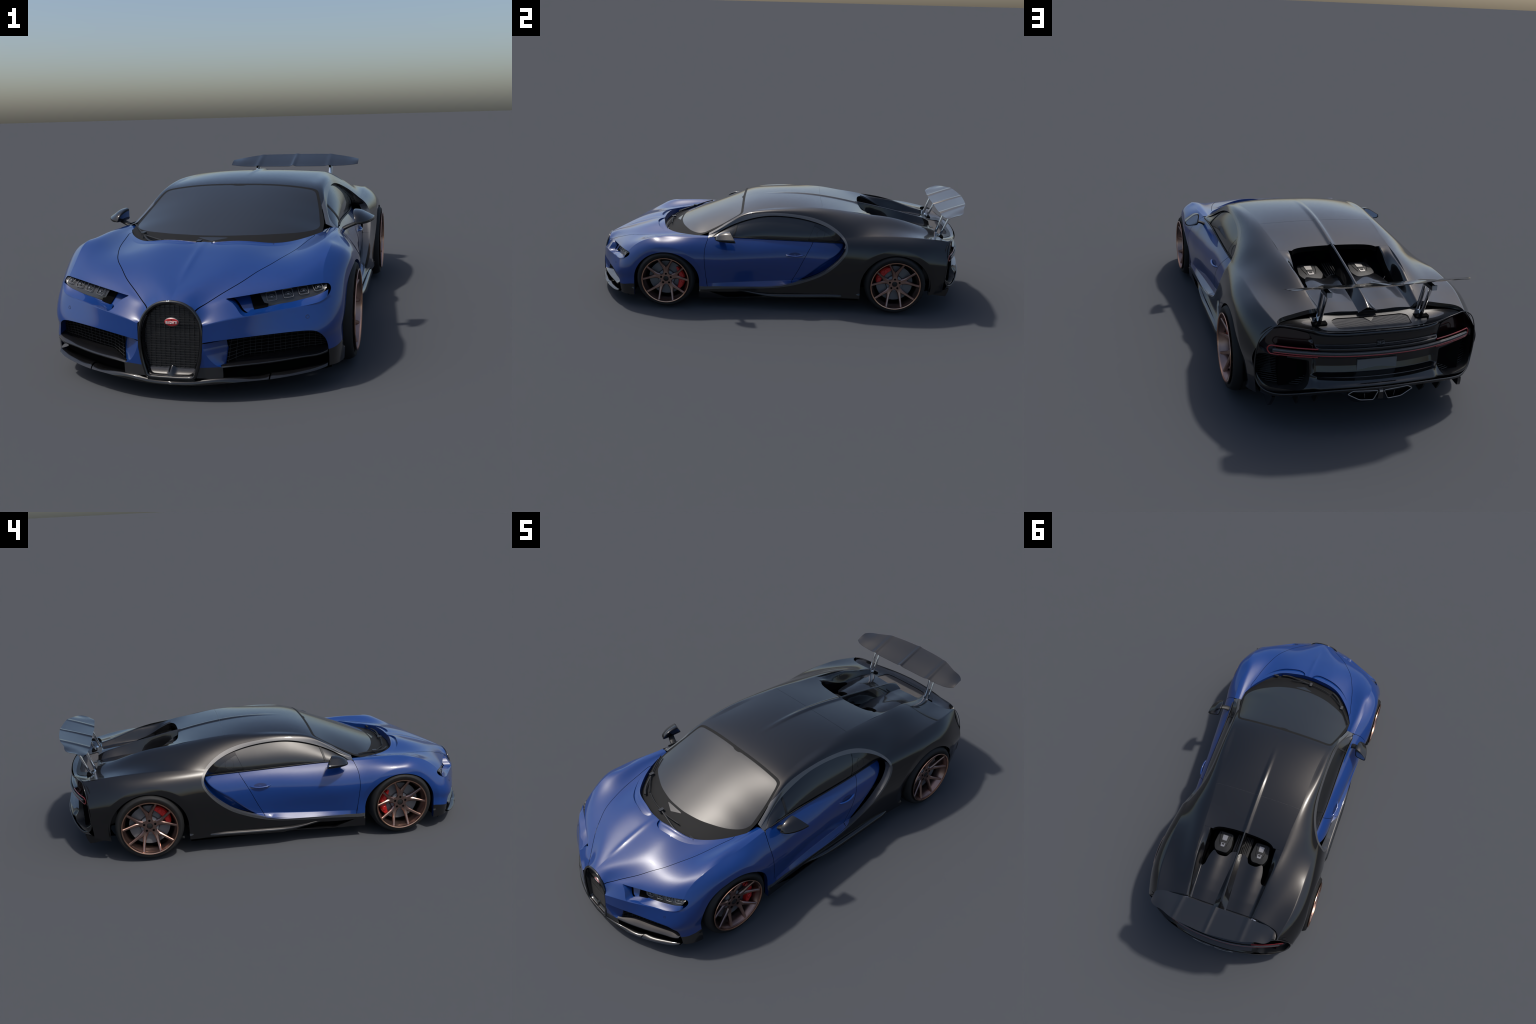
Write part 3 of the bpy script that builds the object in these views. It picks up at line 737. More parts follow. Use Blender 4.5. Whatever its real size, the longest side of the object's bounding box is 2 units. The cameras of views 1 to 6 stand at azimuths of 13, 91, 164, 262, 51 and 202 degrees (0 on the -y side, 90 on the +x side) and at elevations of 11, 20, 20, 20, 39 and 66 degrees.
# headlamps
recess_front = [(.186, -.9345, .2230), (.1968, -.9319, .2222), (.2351, -.9122, .2262), (.2737, -.8923, .2298), (.3127, -.8715, .2328), (.3516, -.8498, .2379), (.375, -.8325, .2425), (.391, -.812, .2500)]
lens_low = [(.200, -.880, .2315), (.2130, -.8760, .2325), (.2350, -.8700, .2330), (.2656, -.8606, .2383), (.2988, -.8472, .2423), (.3317, -.8330, .2487), (.3646, -.8180, .2562), (.393, -.8035, .2690)]
lens_low3 = np.array([(.2350, -.8695, .2325), (.2656, -.8606, .2378), (.2988, -.8472, .2418), (.3317, -.8330, .2482), (.3646, -.8180, .2557), (.382, -.8060, .2640), (.388, -.8000, .2720)])+[0, .002, 0]
lens_top = np.array([(.2130, -.8590, .2720), (.2500, -.8410, .2755), (.2850, -.8245, .2790), (.3200, -.8070, .2820), (.3520, -.7900, .2840), (.374, -.7780, .2850), (.387, -.7850, .2790)])+[0, .002, 0]
ledge = face(ruled(recess_front, lens_low, 40, 6, (0, 0, -.001)), (0, -1, 2))
for s in (0, 1):
    hlg = group('headlamp')
    mk = (lambda m: m.mirror()) if s else (lambda m: m)
    add('lamp_ledge', mk(ledge), BLUE, hlg)
    lens = face(ruled(lens_low3, lens_top, 50, 10, (0, -.004, 0)), (0, -1, .2))
    add('lamp_glass', mk(lens), LAMP, hlg)
    hole = hl_piece.moved((0, .036, 0)); hole = hole.split(hole.V[:, 0]-.24)[0]
    h1, h2 = hole.split(hole.V[:, 0]-.196-.5*(.25-hole.V[:, 2]))
    add('lamp_duct', mk(h2), VOID, hlg); add('lamp_recess', mk(h1.moved((0, .004, 0))), BLUE, hlg)
    la, lb = curve(lens_low3, 200), curve(lens_top, 200)
    for i in range(4):
        f = (.130, .375, .605, .825)[i]; k = int(f*199)
        c = la[k]*.47+lb[k]*.53; ux = (lb[min(k+12, 199)]-lb[max(k-12, 0)]); ux /= np.linalg.norm(ux)
        up = lb[k]-la[k]; up -= ux*(up@ux); up /= np.linalg.norm(up); nn = np.cross(ux, up)
        if nn[1] > 0: nn = -nn
        c = c+nn*.0055
        sq = rounded([(-.0135, -.0125), (.0135, -.0125), (.0135, .0125), (-.0135, .0125)], .005, 6)
        P = c+sq[:, :1]*ux+sq[:, 1:]*up
        add('led_frame', mk(tube(P, .0011, 6, closed=True)), LENS, hlg)
        q = np.linspace(0, np.pi, 14); P = c+nn*.0002+(.0078*np.cos(q))[:, None]*ux+(.0075*np.sin(q)-.003)[:, None]*up
        add('led_arc', mk(tube(P, .0007, 6)), LENS, hlg)
        P = c+np.linspace(-.0095, .0095, 9)[:, None]*ux+(-.0035-.0018*np.cos(np.linspace(-1.5, 1.5, 9)))[:, None]*up
        add('led_bar', mk(tube(P, .0010, 6)), LENS, hlg)
        hb = box((0, 0, 0), (.006, .006, .004), .001); hb.V = c+hb.V[:, :1]*ux+hb.V[:, 1:2]*nn+hb.V[:, 2:]*up+up*-.0025; hb.N = hb.normals()
        add('led_core', mk(hb), LENS, hlg)
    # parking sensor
    pass

# intake mesh, blade and splitter
blade_edge = [(.130, -.9750, .0925), (.1842, -.9552, .0960), (.2381, -.9302, .0970), (.2922, -.9029, .0994), (.3463, -.8740, .1025), (.380, -.8570, .1060), (.396, -.8470, .1120)]
be = curve(blade_edge, 50)
taper = smooth01(np.linspace(0, 1, 50), -.02, .25)[:, None]
b_back = be+np.array([0, .034, .016])*(.25+.75*taper)
b_lip = be+np.array([0, .0015, -.0055])*(.3+.7*taper)
G = np.stack([b_lip+[0, .012, -.001], b_lip, be+[0, -.0008, -.0015], be+[0, .001, .0006], be*.5+b_back*.5+[0, 0, .0012], b_back], 1)
add_pair('intake_blade', face(grid(G), (0, -1, 1)), BLACK)
itop = curve([(.150, -.967, .1672), (.1848, -.9521, .1692), (.232, -.9308, .1714), (.2797, -.91, .1737), (.3279, -.8884, .1746), (.362, -.872, .1700), (.384, -.858, .150)], 50)+[0, .030, .001]
ibot = b_back[np.clip((np.linspace(.06, .985, 50)*49).astype(int), 0, 49)]+[0, .001, -.006]
bk = face(grid((itop[:, None]+(ibot-itop)[:, None]*np.linspace(0, 1, 8)[None, :, None])+np.array([0, .004, 0])), (0, -1, 0))
add_pair('intake_backing', bk, VOID)
wires = []
for v in np.linspace(.06, .97, 8):
    wires.append(tube(itop+(ibot-itop)*v, .0006, 5))
for k in range(1, 49, 3):
    wires.append(tube(np.array([itop[k], ibot[k]]), .0005, 5))
add_pair('intake_mesh', join(*wires), MESH)
sb = curve([(0, -.9985, .0465), (.055, -.9955, .0470), (.114, -.9890, .0510), (.172, -.9745, .0545), (.228, -.9525, .0555), (.252, -.9415, .0555)], 50)
st_ = curve([(0, -.990, .0560), (.060, -.9865, .0590), (.126, -.9805, .0655), (.178, -.9600, .0640), (.228, -.9310, .0610), (.252, -.9180, .0640)], 50)
so = curve([(.256, -.9390, .0550), (.284, -.9260, .0570), (.339, -.8940, .0605), (.375, -.8690, .0645), (.396, -.8500, .0690)], 30)
to = curve([(.256, -.9170, .0665), (.284, -.9020, .0660), (.339, -.8720, .0695), (.375, -.8500, .0730), (.396, -.8380, .0760)], 30)
def splitter(b, t):
    G = np.stack([b+[0, .05, .001], b+[0, .006, -.003], b+[0, .0015, -.0015], b, (b+t)/2+[0, -.002, .0022], t, t+[0, .004, -.0015], t+[0, .03, -.006]], 1)
    return face(grid(G), (0, -1, .6))
add('splitter', both(splitter(sb, st_)), BLACK); add_pair('splitter_end', splitter(so, to), BLACK)
add('nose_block', sharpen(join(prism(rounded([(-.0655, .0500), (.0655, .0500), (.0655, .0630), (-.0655, .0630)], .005), 1, -.9925, -.955)), 40), SATIN)
# dark wall behind the nose openings
wall = curve([(0, -.940), (.12, -.925), (.25, -.885), (.36, -.825), (.40, -.79)], 30)
G = np.stack([np.c_[wall, np.full(30, .045)], np.c_[wall, np.full(30, .125)]], 1)
add('nose_void', both(face(grid(G), (0, -1, 0))), VOID)
wl = curve([(.08, -.95), (.15, -.915), (.25, -.87), (.36, -.80), (.41, -.75)], 30)
G = np.stack([np.c_[wl, np.full(30, .125)], np.c_[wl+[0, .04], np.full(30, .30)]], 1)
# sensors
tf = caster(fend)
for xz in ((.345, .2085),):
    h = drop_y(tf, [xz], .0003)
    if not np.isnan(h[0, 1]):
        th = np.linspace(0, 2*np.pi, 20, endpoint=False)
        add_pair('parking_sensor', tube(drop_y(tf, [(xz[0]+.0042*math.cos(a), xz[1]+.0042*math.sin(a)) for a in th], .0002), .0004, 5, closed=True), SATIN)

# wipers and cowl
tw = caster(both(join(ws, wsR)))
def on_screen(pts, lift): return drop_z(tw, pts, lift)
wip = group('windscreen_wiper')
def wiper_line(P, lift): return on_screen(curve(P, 30), lift)
for blade, arm, joint in (([(-.155, -.583), (-.08, -.603), (-.03, -.609), (.03, -.609), (.090, -.602)], [(-.03, -.609), (.05, -.622), (.115, -.6285), (.155, -.620)], (-.030, -.609)),
                          ([(-.318, -.415), (-.290, -.460), (-.251, -.512), (-.20, -.556), (-.165, -.582)], [(-.251, -.512), (-.228, -.548), (-.20, -.580), (-.17, -.600)], (-.251, -.512))):
    add('wiper_blade', tube(wiper_line(blade, .0105), .0024, 8, squash=(.9, 1.4)), SATIN, wip)
    add('wiper_arm', tube(wiper_line(arm, .0125), np.linspace(.0030, .0042, 30), 8, squash=(1.2, .7)), SATIN, wip)
    q = on_screen([joint], .013)[0]; add('wiper_joint', box(q, (.014, .022, .009), .003), TRIM, wip)
jet = on_screen([(.190, -.6080)], .016)[0]
add('washer_jet', box(jet, (.030, .009, .006), .002), SATIN, wip)

# sills: skirt skin with ledge, fin and the vent ahead of it
VENT = [(-.366, .0945), (-.228, .1030), (-.060, .0695), (-.270, .0600)]
vo = rounded(VENT, [.002, .006, .004, .004], 4)
vcut, skirt = lowR.split(sdf(YZ(lowR.V), vo))
add_pair('sill_skirt', join(skirt, skirt.rim(lambda V: np.abs(sdf(YZ(V), vo)) < .002, (-.03, 0, 0), 2)), BLACK)
add_pair('sill_vent', vcut.moved((-.032, 0, 0)), VOID)
led = curve([(-.215, .1020), (-.130, .0945), (-.043, .0875), (.06, .0885), (.16, .0915), (.30, .0955), (.345, .0945)], 50)
lo = curve([(-.062, .0670), (-.03, .0645), (.02, .0655), (.09, .0680), (.18, .0715), (.30, .0765), (.345, .0780)], 50)
w = smooth01(np.linspace(0, 1, 50), 0, .15)*(1-smooth01(np.linspace(0, 1, 50), .88, 1))
G = np.stack([np.c_[np.full(50, .418), led], np.c_[.4240+.006*w, led-[0, .002]], np.c_[.4250+.010*w, lo+[0, .004]], np.c_[np.full(50, .42), lo]], 1)
add_pair('sill_ledge', face(grid(G), (1, 0, 0)), BLACK)

# ------------------------------------------------------------------ wheels
def wheel(cy, R, rim, xo, spoke_in, caliper_arc, width, cal_r, disc_r):
    """parts of a right-hand wheel about its own centre, x outwards from the car"""
    P = {}; rx = xo; xo = rx-.008                                      # the tyre sits a little inside the rim flange
    sh = [(rim-.004, xo-.004), (rim+.001, xo-.0015), (rim+.012, xo+.002), (rim+(R-rim)*.62, xo+.0015), (R-.006, xo-.005), (R-.0015, xo-.014), (R, xo-.024)]
    tread = []
    for gx in np.linspace(xo-.034, xo-width+.034, 4):
        tread += [(R, gx+.004), (R-.004, gx+.003), (R-.004, gx-.003), (R, gx-.004)]
    inner = [(R, xo-width+.022), (R-.004, xo-width+.008), (rim+.012, xo-width), (rim-.004, xo-width+.006)]
    P['tyre'] = (sharpen(outward_lathe(lathe(sh+tread+inner, 96)), 50), RUBBER)
    xo = rx
    lip = [(rim-.0045, xo-.0045), (rim-.0005, xo-.0045), (rim+.0015, xo-.001), (rim+.0010, xo+.0010), (rim-.0010, xo+.0012), (rim-.0042, xo-.0005), (rim-.0048, xo-.0045)]
    P['rim_lip'] = (sharpen(lathe(lip[::-1], 96), 40), COPPER)
    bar = [(rim-.0040, xo-.003), (rim-.0055, xo-.006), (rim-.0065, xo-.013), (rim-.0095, xo-.015), (rim-.0105, xo-.024), (rim-.0135, xo-.027), (rim-.017, xo-.050), (rim-.017, xo-.09), (rim-.008, xo-width+.01)]
    P['rim_barrel'] = (lathe(bar[::-1], 96), BRONZE)
    hubx = xo-spoke_in
    sp = []
    for i in range(5):
        for s in (-1, 1):
            a0 = math.radians(90+72*i); t = np.linspace(0, 1, 16)
            d0 = np.array([math.cos(a0), math.sin(a0)]); e0 = np.array([-d0[1], d0[0]])
            p0 = d0*.026+e0*s*.0030; p1 = d0*.055+e0*s*.0060; a1 = a0+s*math.radians(18); p2 = (rim-.0045)*np.array([math.cos(a1), math.sin(a1)])
            P2 = np.stack([np.interp(t, [0, .30, 1], [p0[j], p1[j], p2[j]]) for j in (0, 1)], 1)
            c = np.c_[hubx+(xo-.0060-hubx)*t**1.5, P2]
            T = np.gradient(c, axis=0); T /= np.linalg.norm(T, axis=1)[:, None]
            X = np.array([1., 0, 0])-T*T[:, :1]; X /= np.linalg.norm(X, axis=1)[:, None]; S = np.cross(T, X)
            hw = np.interp(t, [0, .30, .5, .8, 1], [.0105, .0094, .0070, .0058, .0058])[:, None]; dp = np.interp(t, [0, .5, 1], [.016, .015, .012])[:, None]
            pr = [(-1, -1), (-1, -.25), (-.55, 0), (.55, 0), (1, -.25), (1, -1)]
            G = np.stack([c+S*hw*p+X*dp*q for p, q in pr], 1)
            sp.append(sharpen(outward(grid(G, closed_v=True)), 38))
    P['spokes'] = (join(*sp), BRONZE)
    th = np.linspace(0, 2*np.pi, 80, endpoint=False)
    hr = .0385+.0085*np.cos(5*(th-math.pi/2))
    G = np.stack([np.c_[np.full(80, hubx-.02), hr*np.cos(th), hr*np.sin(th)], np.c_[np.full(80, hubx-.0015), hr*np.cos(th), hr*np.sin(th)],
                  np.c_[np.full(80, hubx+.0012), .93*hr*np.cos(th), .93*hr*np.sin(th)], np.c_[np.full(80, hubx+.0016), .014*np.cos(th), .014*np.sin(th)],
                  np.c_[np.full(80, hubx-.002), .0135*np.cos(th), .0135*np.sin(th)]], 1)
    P['hub'] = (sharpen(face(grid(G, closed_u=True), (1, 0, 0)), 40), BRONZE)
    cap = lathe([(0.0001, hubx+.0005), (.0118, hubx+.0002), (.0135, hubx-.002)], 32)
    P['hub_cap'] = (face(cap, (1, 0, 0)), SATIN)
    lugs = []
    for i in range(5):
        a = math.radians(90+72*i); l = lathe([(.0001, hubx+.0021), (.0055, hubx+.0021), (.0060, hubx-.001)], 16)
        l.V += [0, .0265*math.cos(a), .0265*math.sin(a)]; lugs.append(face(l, (1, 0, 0)))
    P['lug_recess'] = (join(*lugs), VOID)  # raised black discs; the darkness of the bolt holes is their colour
    dx = xo-.052
    P['brake_disc'] = (sharpen(face(lathe([(.0455, dx-.004), (.0465, dx), (disc_r, dx), (disc_r+.001, dx-.004), (disc_r, dx-.014)], 72), (1, 0, 0)), 40), DISC)
    P['disc_bell'] = (sharpen(face(lathe([(.0001, dx+.014), (.036, dx+.014), (.043, dx+.010), (.0445, dx-.004)], 60), (1, 0, 0)), 40), DISC)
    P['barrel_back'] = (face(lathe([(disc_r-.002, dx-.016), (rim-.012, dx-.016)], 60), (1, 0, 0)), VOID)  # black ring modelled as the shadow inside the barrel
    a0, a1 = (math.radians(v) for v in caliper_arc); n = 24; q = np.linspace(a0, a1, n); w = np.clip(np.sin(np.pi*np.linspace(.03, .97, n)), 0, 1)**.35
    ri, ro = cal_r; rm = (ri+ro)/2; rh = (ro-ri)/2
    def ringpt(rr, x): return np.c_[np.full(n, x) if np.isscalar(x) else x, rr*np.cos(q), rr*np.sin(q)]
    xf = dx+.022
    G = np.stack([ringpt(rm-rh*w, dx-.012), ringpt(rm-rh*w, xf-.008), ringpt(rm-rh*w*.72, xf-.001*w), ringpt(rm+rh*w*.55, xf+0*w), ringpt(rm+rh*w*.9, xf-.006), ringpt(rm+rh*w, dx-.012)], 1)
    cal = [sharpen(outward(grid(G, closed_v=True)), 35)]
    for f in (.28, .52, .76):
        a = a0+(a1-a0)*f; k = lathe([(.0001, xf+.0032), (.0085, xf+.0032), (.0100, xf+.0015), (.0100, xf-.004)], 20)
        k.V += [0, (rm-.001)*math.cos(a), (rm-.001)*math.sin(a)]; cal.append(sharpen(face(k, (1, 0, 0)), 40))
    for f in (.0, 1.):
        a = a0+(a1-a0)*(f*1.06-.03); b = box((xf-.010, rm*math.cos(a), rm*math.sin(a)), (.012, .010, .010), .002); cal.append(b)
    P['brake_caliper'] = (join(*cal), RED)
    return P
def outward_lathe(m):
    a, b, c = (m.V[m.F[:, i]] for i in range(3)); n = np.cross(b-a, c-a); g = (a+b+c)/3
    ctr = np.array([m.V[:, 0].mean(), 0, 0]); rad = g*[0, 1, 1]; rad /= np.linalg.norm(rad, axis=1)[:, None]
    return m if (n*rad).sum() > 0 or True else m
WF = dict(cy=-.5880, R=.1500, rim=.1216, xo=.4560, spoke_in=.030, caliper_arc=(-40, 42), width=.122, cal_r=(.066, .101), disc_r=.090)
WR = dict(cy=.6030, R=.1570, rim=.1278, xo=.4570, spoke_in=.034, caliper_arc=(106, 178), width=.150, cal_r=(.070, .108), disc_r=.094)
for W in (WF, WR):
    parts = wheel(**W)
    data = {}
    for s in (1, -1):
        g = group('wheel'); g.location = (0, W['cy'], W['R']+.0065)
        for n, (m, mat) in parts.items():
            m2 = m if s > 0 else m.mirror()
            if n == 'tyre':
                a, b, c = (m2.V[m2.F[:, i]] for i in range(3)); nn = np.cross(b-a, c-a); ce = (a+b+c)/3*[0, 1, 1]
                if (nn*ce).sum() < 0: m2 = M(m2.V, m2.F[:, ::-1], -m2.N)
            if n in ('rim_lip', 'rim_barrel'):
                a, b, c = (m2.V[m2.F[:, i]] for i in range(3)); nn = np.cross(b-a, c-a); ce = (a+b+c)/3*[0, 1, 1]
                inw = n == 'rim_barrel'
                sgn_ = (nn*ce).sum() if inw else -(nn[:, 0]*s).sum()
                if sgn_ > 0: m2 = M(m2.V, m2.F[:, ::-1], -m2.N)
            add(n, m2, mat, g)
# wheel wells
for A, yc in ((ARCH_F, -.5925), (ARCH_R, .6065)):
    q = np.linspace(-.15, np.pi+.15, 48); P = np.c_[A[0]+(A[2]+.006)*np.cos(q), A[1]+(A[3]+.006)*np.sin(q)]
    xs = np.linspace(.20, .424, 6)
    G = np.stack([np.c_[np.full(48, x), P] for x in xs], 1)
    side = np.stack([np.c_[np.full(48, .20), A[0]+(P[:, 0]-A[0])*f, A[1]+(P[:, 1]-A[1])*f] for f in (1, .5, .01)], 1)
    add_pair('wheel_well', join(face(grid(G), (0, 0, -1)), face(grid(side), (1, 0, 0))), VOID)
# underbody
fl = np.array([(-.95, .06), (-.90, .20), (-.84, .34), (-.765, .40), (-.76, .24), (-.42, .24), (-.415, .41), (.42, .415), (.425, .24)])
yy = np.r_[fl[:, 0]]; ub = []
for i in range(len(fl)-1):
    (y0, w0), (y1, w1) = fl[i], fl[i+1]
    if y1-y0 < 1e-4: continue
    G = np.array([[(0, y0, .062), (w0, y0, .062)], [(0, y1, .062), (w1, y1, .062)]]); ub.append(face(grid(G), (0, 0, -1)))
ub.append(face(grid(np.array([[(0, .425, .062), (.24, .425, .062)], [(0, .86, .125), (.24, .86, .125)]])), (0, 0, -1)))
add('underbody', both(join(*ub)), VOID)

# ------------------------------------------------------------------ rear deck, engine bay
tR = caster(quarter)
def deck_z(x, y):
    zc = np.interp(y, [.46, .56, .62, .70, .76, .84], [.3930, .3930, .3920, .3880, .3830, .3720]); zs = np.interp(y, R_SEAM[:, 1], R_SEAM[:, 2])-.0008
    xs = np.interp(y, R_SEAM[:, 1], R_SEAM[:, 0])
    hump = .0075*np.exp(-((x-.112)/.042)**2)*(1-smooth01(y, .60, .83)*.55)
    z = zc+hump+(zs-zc)*smooth01(x/xs, .83, .97)
    w = smooth01(y, .47, .66)*(x < .40); edge = smooth01(x, .170, .185)*(1-w)     # margin beside the opening follows the roof
    return z*(1-edge)+edge*np.minimum(top_z(x, np.full_like(x, min(y, .60))), zs+.004)
ny, nx = 110, 80; yy = np.linspace(.455, .845, ny); G = np.zeros((ny, nx, 3))
for i, y in enumerate(yy):
    x = np.linspace(0, np.interp(y, R_SEAM[:, 1], R_SEAM[:, 0]), nx); G[i] = np.c_[x, np.full(nx, y), deck_z(x, y)]
DECK = grid(G, flip=True); DECK = face(DECK, (0, 0, 1))
WELL = np.vstack([curve([(0, .822), (.10, .822), (.18, .8235), (.24, .829), (.290, .838), (.318, .849), (.333, .866), (.337, .890)], 50), [(.337, 1.1), (-.3, 1.1), (-.3, .822)]])
DECK_FRONT = np.vstack([curve([(0, .518), (.030, .524), (.048, .535), (.060, .558), (.082, .566), (.118, .560), (.136, .548), (.146, .566), (.155, .610), (.163, .642), (.172, .648)], 60)])
OPEN = np.vstack([DECK_FRONT, curve([(.178, .640), (.1820, .600), (.1830, .540), (.1825, .50)], 8), [(.1825, .44), (-.3, .44), (-.3, .518)]])
DECK = DECK.split(sdf(XY(DECK.V), OPEN))[1]; DECK = DECK.split(np.where(DECK.V[:, 0] > .175, 1, DECK.V[:, 1]-.50))[1]
DECK = DECK.split(np.where(DECK.V[:, 1] < .4605, -1., 1.)*np.abs(DECK.V[:, 1]-.4605))[1]
DECK = DECK.split(sdf(XY(DECK.V), WELL))[1]
deck_wall = DECK.rim(lambda V: (np.abs(sdf(XY(V), OPEN)) < .003), (0, -.004, -.045), 3)
well_lip = DECK.rim(lambda V: (np.abs(sdf(XY(V), WELL)) < .002), (0, .002, -.014), 2)
add('rear_deck', both(join(DECK, deck_wall, well_lip)), BLACK)
# quarter trimmed by the wing well
bpy.data.objects.remove(bpy.data.objects['rear_quarter']); bpy.data.objects.remove(bpy.data.objects['rear_quarter.001'])
quarter = quarter.split(np.where(quarter.V[:, 2] > .30, sdf(XY(quarter.V), WELL), .05))[1]
q_lip = quarter.rim(lambda V: (np.abs(sdf(XY(V), WELL)) < .002) & (V[:, 2] > .33), (0, .003, -.014), 2)
seam_wall = quarter.rim(lambda V: (np.abs(V[:, 0]-np.interp(V[:, 1], R_SEAM[:, 1], R_SEAM[:, 0])) < .004) & (V[:, 1] > .425), (-.004, 0, -.05), 3)
add_pair('rear_quarter', join(quarter, q_lip, seam_wall), BLACK)
# spine bar over the engine opening
sy = np.linspace(.415, .832, 60); sz = spline([.40, .4386, .54, .643, .745, .797, .832], [.4910, .4850, .4650, .4430, .4190, .4055, .3900], sy)
zb = np.interp(sy, [.415, .45, .50, .56, .62, .70, .76, .84], [.472, .455, .420, .395, .394, .390, .385, .374])-.003
w = np.interp(sy, [.415, .50, .56, .65, .75, .832], [.0100, .0130, .0170, .0240, .0310, .0360])
tw = np.interp(sy, [.415, .80, .832], [.0045, .0060, .010])
G = np.stack([np.c_[-w, sy, zb], np.c_[-(w+tw)/2*.9, sy, (zb+sz)/2], np.c_[-tw*1.1, sy, sz-.004], np.c_[-tw*.6, sy, sz-.0008], np.c_[w*0, sy, sz], np.c_[tw*.6, sy, sz-.0008], np.c_[tw*1.1, sy, sz-.004], np.c_[(w+tw)/2*.9, sy, (zb+sz)/2], np.c_[w, sy, zb]], 1)
add('spine_bar', face(grid(G), (0, 0, 1)), BLACK)
# bay tub and engine
tub = []
tx = .185
G = np.array([[(-tx, .40, .50), (-tx, .40, .36), (tx, .40, .36), (tx, .40, .50)]]); 
tub.append(face(grid(np.stack([np.c_[[-tx, tx], [.31, .31], [.473, .473]], np.c_[[-tx, tx], [.31, .31], [.33, .33]], np.c_[[-tx, tx], [.72, .72], [.30, .30]]], 1)), (0, 0, 1)))
add('engine_bay', join(*tub), VOID)
eng_g = group('engine')
for s in (1, -1):
    c = np.array([s*.104, .494])
    L = rounded([(-.040, -.058), (.040, -.058), (.050, .015), (.034, .050), (-.034, .050), (-.050, .015)], .014, 6)
    tops = []
    for f, dz in ((1.04, -.030), (1.0, -.004), (.95, 0.), (.55, .002), (.05, .003)):
        P = L*f; tops.append(np.c_[c[0]+P[:, 0], c[1]+P[:, 1], .395-.18*P[:, 1]+dz])
    m = sharpen(face(grid(np.stack(tops, 1), closed_u=True), (0, 0, 1)), 40)
    add('cylinder_cover', m, SATIN, eng_g)
    T_ = [(-.012, -.030), (.012, -.030), (.0085, .018), (-.0085, .018)]
    for (a0, a1, mt, nm, lift) in (((-.014, -.034), (.0, .0), SILVER, 'cover_plate', .0045), ):
        P = rounded(np.array([(-.0140, -.040), (.0140, -.040), (.0100, .022), (-.0100, .022)]), .002, 4)
        base = np.c_[c[0]+P[:, 0], c[1]+P[:, 1], .395-.18*P[:, 1]+lift]; m = join(face(loops(base, base-[0, 0, .004]), (0, 0, 1)), face(loops(base, base*0+base.mean(0)), (0, 0, 1)))
        add(nm, sharpen(m, 40), SILVER, eng_g)
        P = np.array([(-.0128, -.012), (.0128, -.012), (.0112, .002), (-.0112, .002)])
        base = np.c_[c[0]+P[:, 0], c[1]+P[:, 1], .395-.18*P[:, 1]+lift+.0006]; add('cover_plate_window', face(loops(base, base*0+base.mean(0)), (0, 0, 1)), SATIN, eng_g)
        P = np.array([(-.0072, .004), (.0072, .004), (.0062, .013), (-.0062, .013)])
        base = np.c_[c[0]+P[:, 0], c[1]+P[:, 1], .395-.18*P[:, 1]+lift+.0006]; add('cover_plate_window', face(loops(base, base*0+base.mean(0)), (0, 0, 1)), SATIN, eng_g)
    for dx in (-.030, .030):
        P = np.array([(c[0]+dx*t_, c[1]-.058+.075*q, .395-.18*(-.058+.075*q)+.0035) for q, t_ in ((0, 1), (.5, .9), (1, .62))])
        add('cover_seam', tube(curve(P, 12), .0007, 5), VOID, eng_g)
ribs = join(*[box((x, .485, .388), (.0035, .12, .012), .001) for x in np.linspace(-.036, .036, 9)])
ribs.V[:, 2] -= .18*(ribs.V[:, 1]-.485)
add('intake_manifold', join(ribs, box((0, .485, .370), (.09, .13, .02), .004)), SATIN, eng_g)

# ------------------------------------------------------------------ tail
LIP = curve([(0, .957, .3620), (.10, .951, .3600), (.15, .943, .3590), (.20, .934, .3615), (.265, .916, .3710), (.306, .903, .3755), (.338, .890, .3735)], 60)
WE = WELL[:50]; twq = caster(join(quarter, DECK))
wz = np.array([np.interp(x, [0, .10, .18, .24, .29, .318, .337], [.3760, .3790, .3850, .3850, .3840, .3825, .3790]) for x in WE[:, 0]])-.016
A = np.c_[WE, wz]; tA = chord(A); tB = chord(LIP); u = np.linspace(0, 1, 60)
A = np.stack([np.interp(u, tA/tA[-1], A[:, i]) for i in range(3)], 1); B = np.stack([np.interp(u, tB/tB[-1], LIP[:, i]) for i in range(3)], 1)
A[:, 1] += .0015
v = np.linspace(0, 1, 24)
G = A[:, None]+(B-A)[:, None]*v[None, :, None]; G[:, :, 2] -= (.010*np.sin(np.pi*v))[None]*(1-smooth01(u, .6, .95))[:, None]
WELLF = face(grid(G), (0, 0, 1))
PANEL = rounded([(-.3, .812), (.214, .812), (.205, .868), (.178, .926), (.10, .935), (-.3, .938)], [0, .004, .02, .03, .01, 0])
MESHP = rounded([(-.3, .838), (.118, .838), (.142, .850), (.132, .912), (.09, .9185), (-.3, .9215)], [0, .01, .012, .014, .01, 0])
pan, outer = WELLF.split(sdf(XY(WELLF.V), PANEL))
mesh_, pan = pan.split(sdf(XY(pan.V), MESHP))
pan.V[:, 2] += .0015; mesh_.V[:, 2] -= .002
add('wing_well', both(outer), BLACK); add('deck_grille_frame', both(pan), TRIM); add('deck_grille', both(mesh_), GREYMESH)
tm = caster(mesh_)
sl = []
for y in np.arange(.842, .920, .0042):
    xs_ = [x for x in np.linspace(0, .145, 60) if sdf(np.array([[x, y]]), MESHP)[0] < -.001]
    if len(xs_) > 4:
        P = drop_z(tm, [(x, y) for x in np.linspace(0, xs_[-1], 12)], .0006); P = P[~np.isnan(P[:, 2])]
        if len(P) > 3: sl.append(tube(P, .0008, 5, cap=False))
add('deck_grille_slats', both(join(*sl)), GREYMESH, kind='stuff')
pv = drop_z(caster(join(pan, mesh_, outer)), [(.001, .842), (.018, .842), (.001, .864)], .0012)
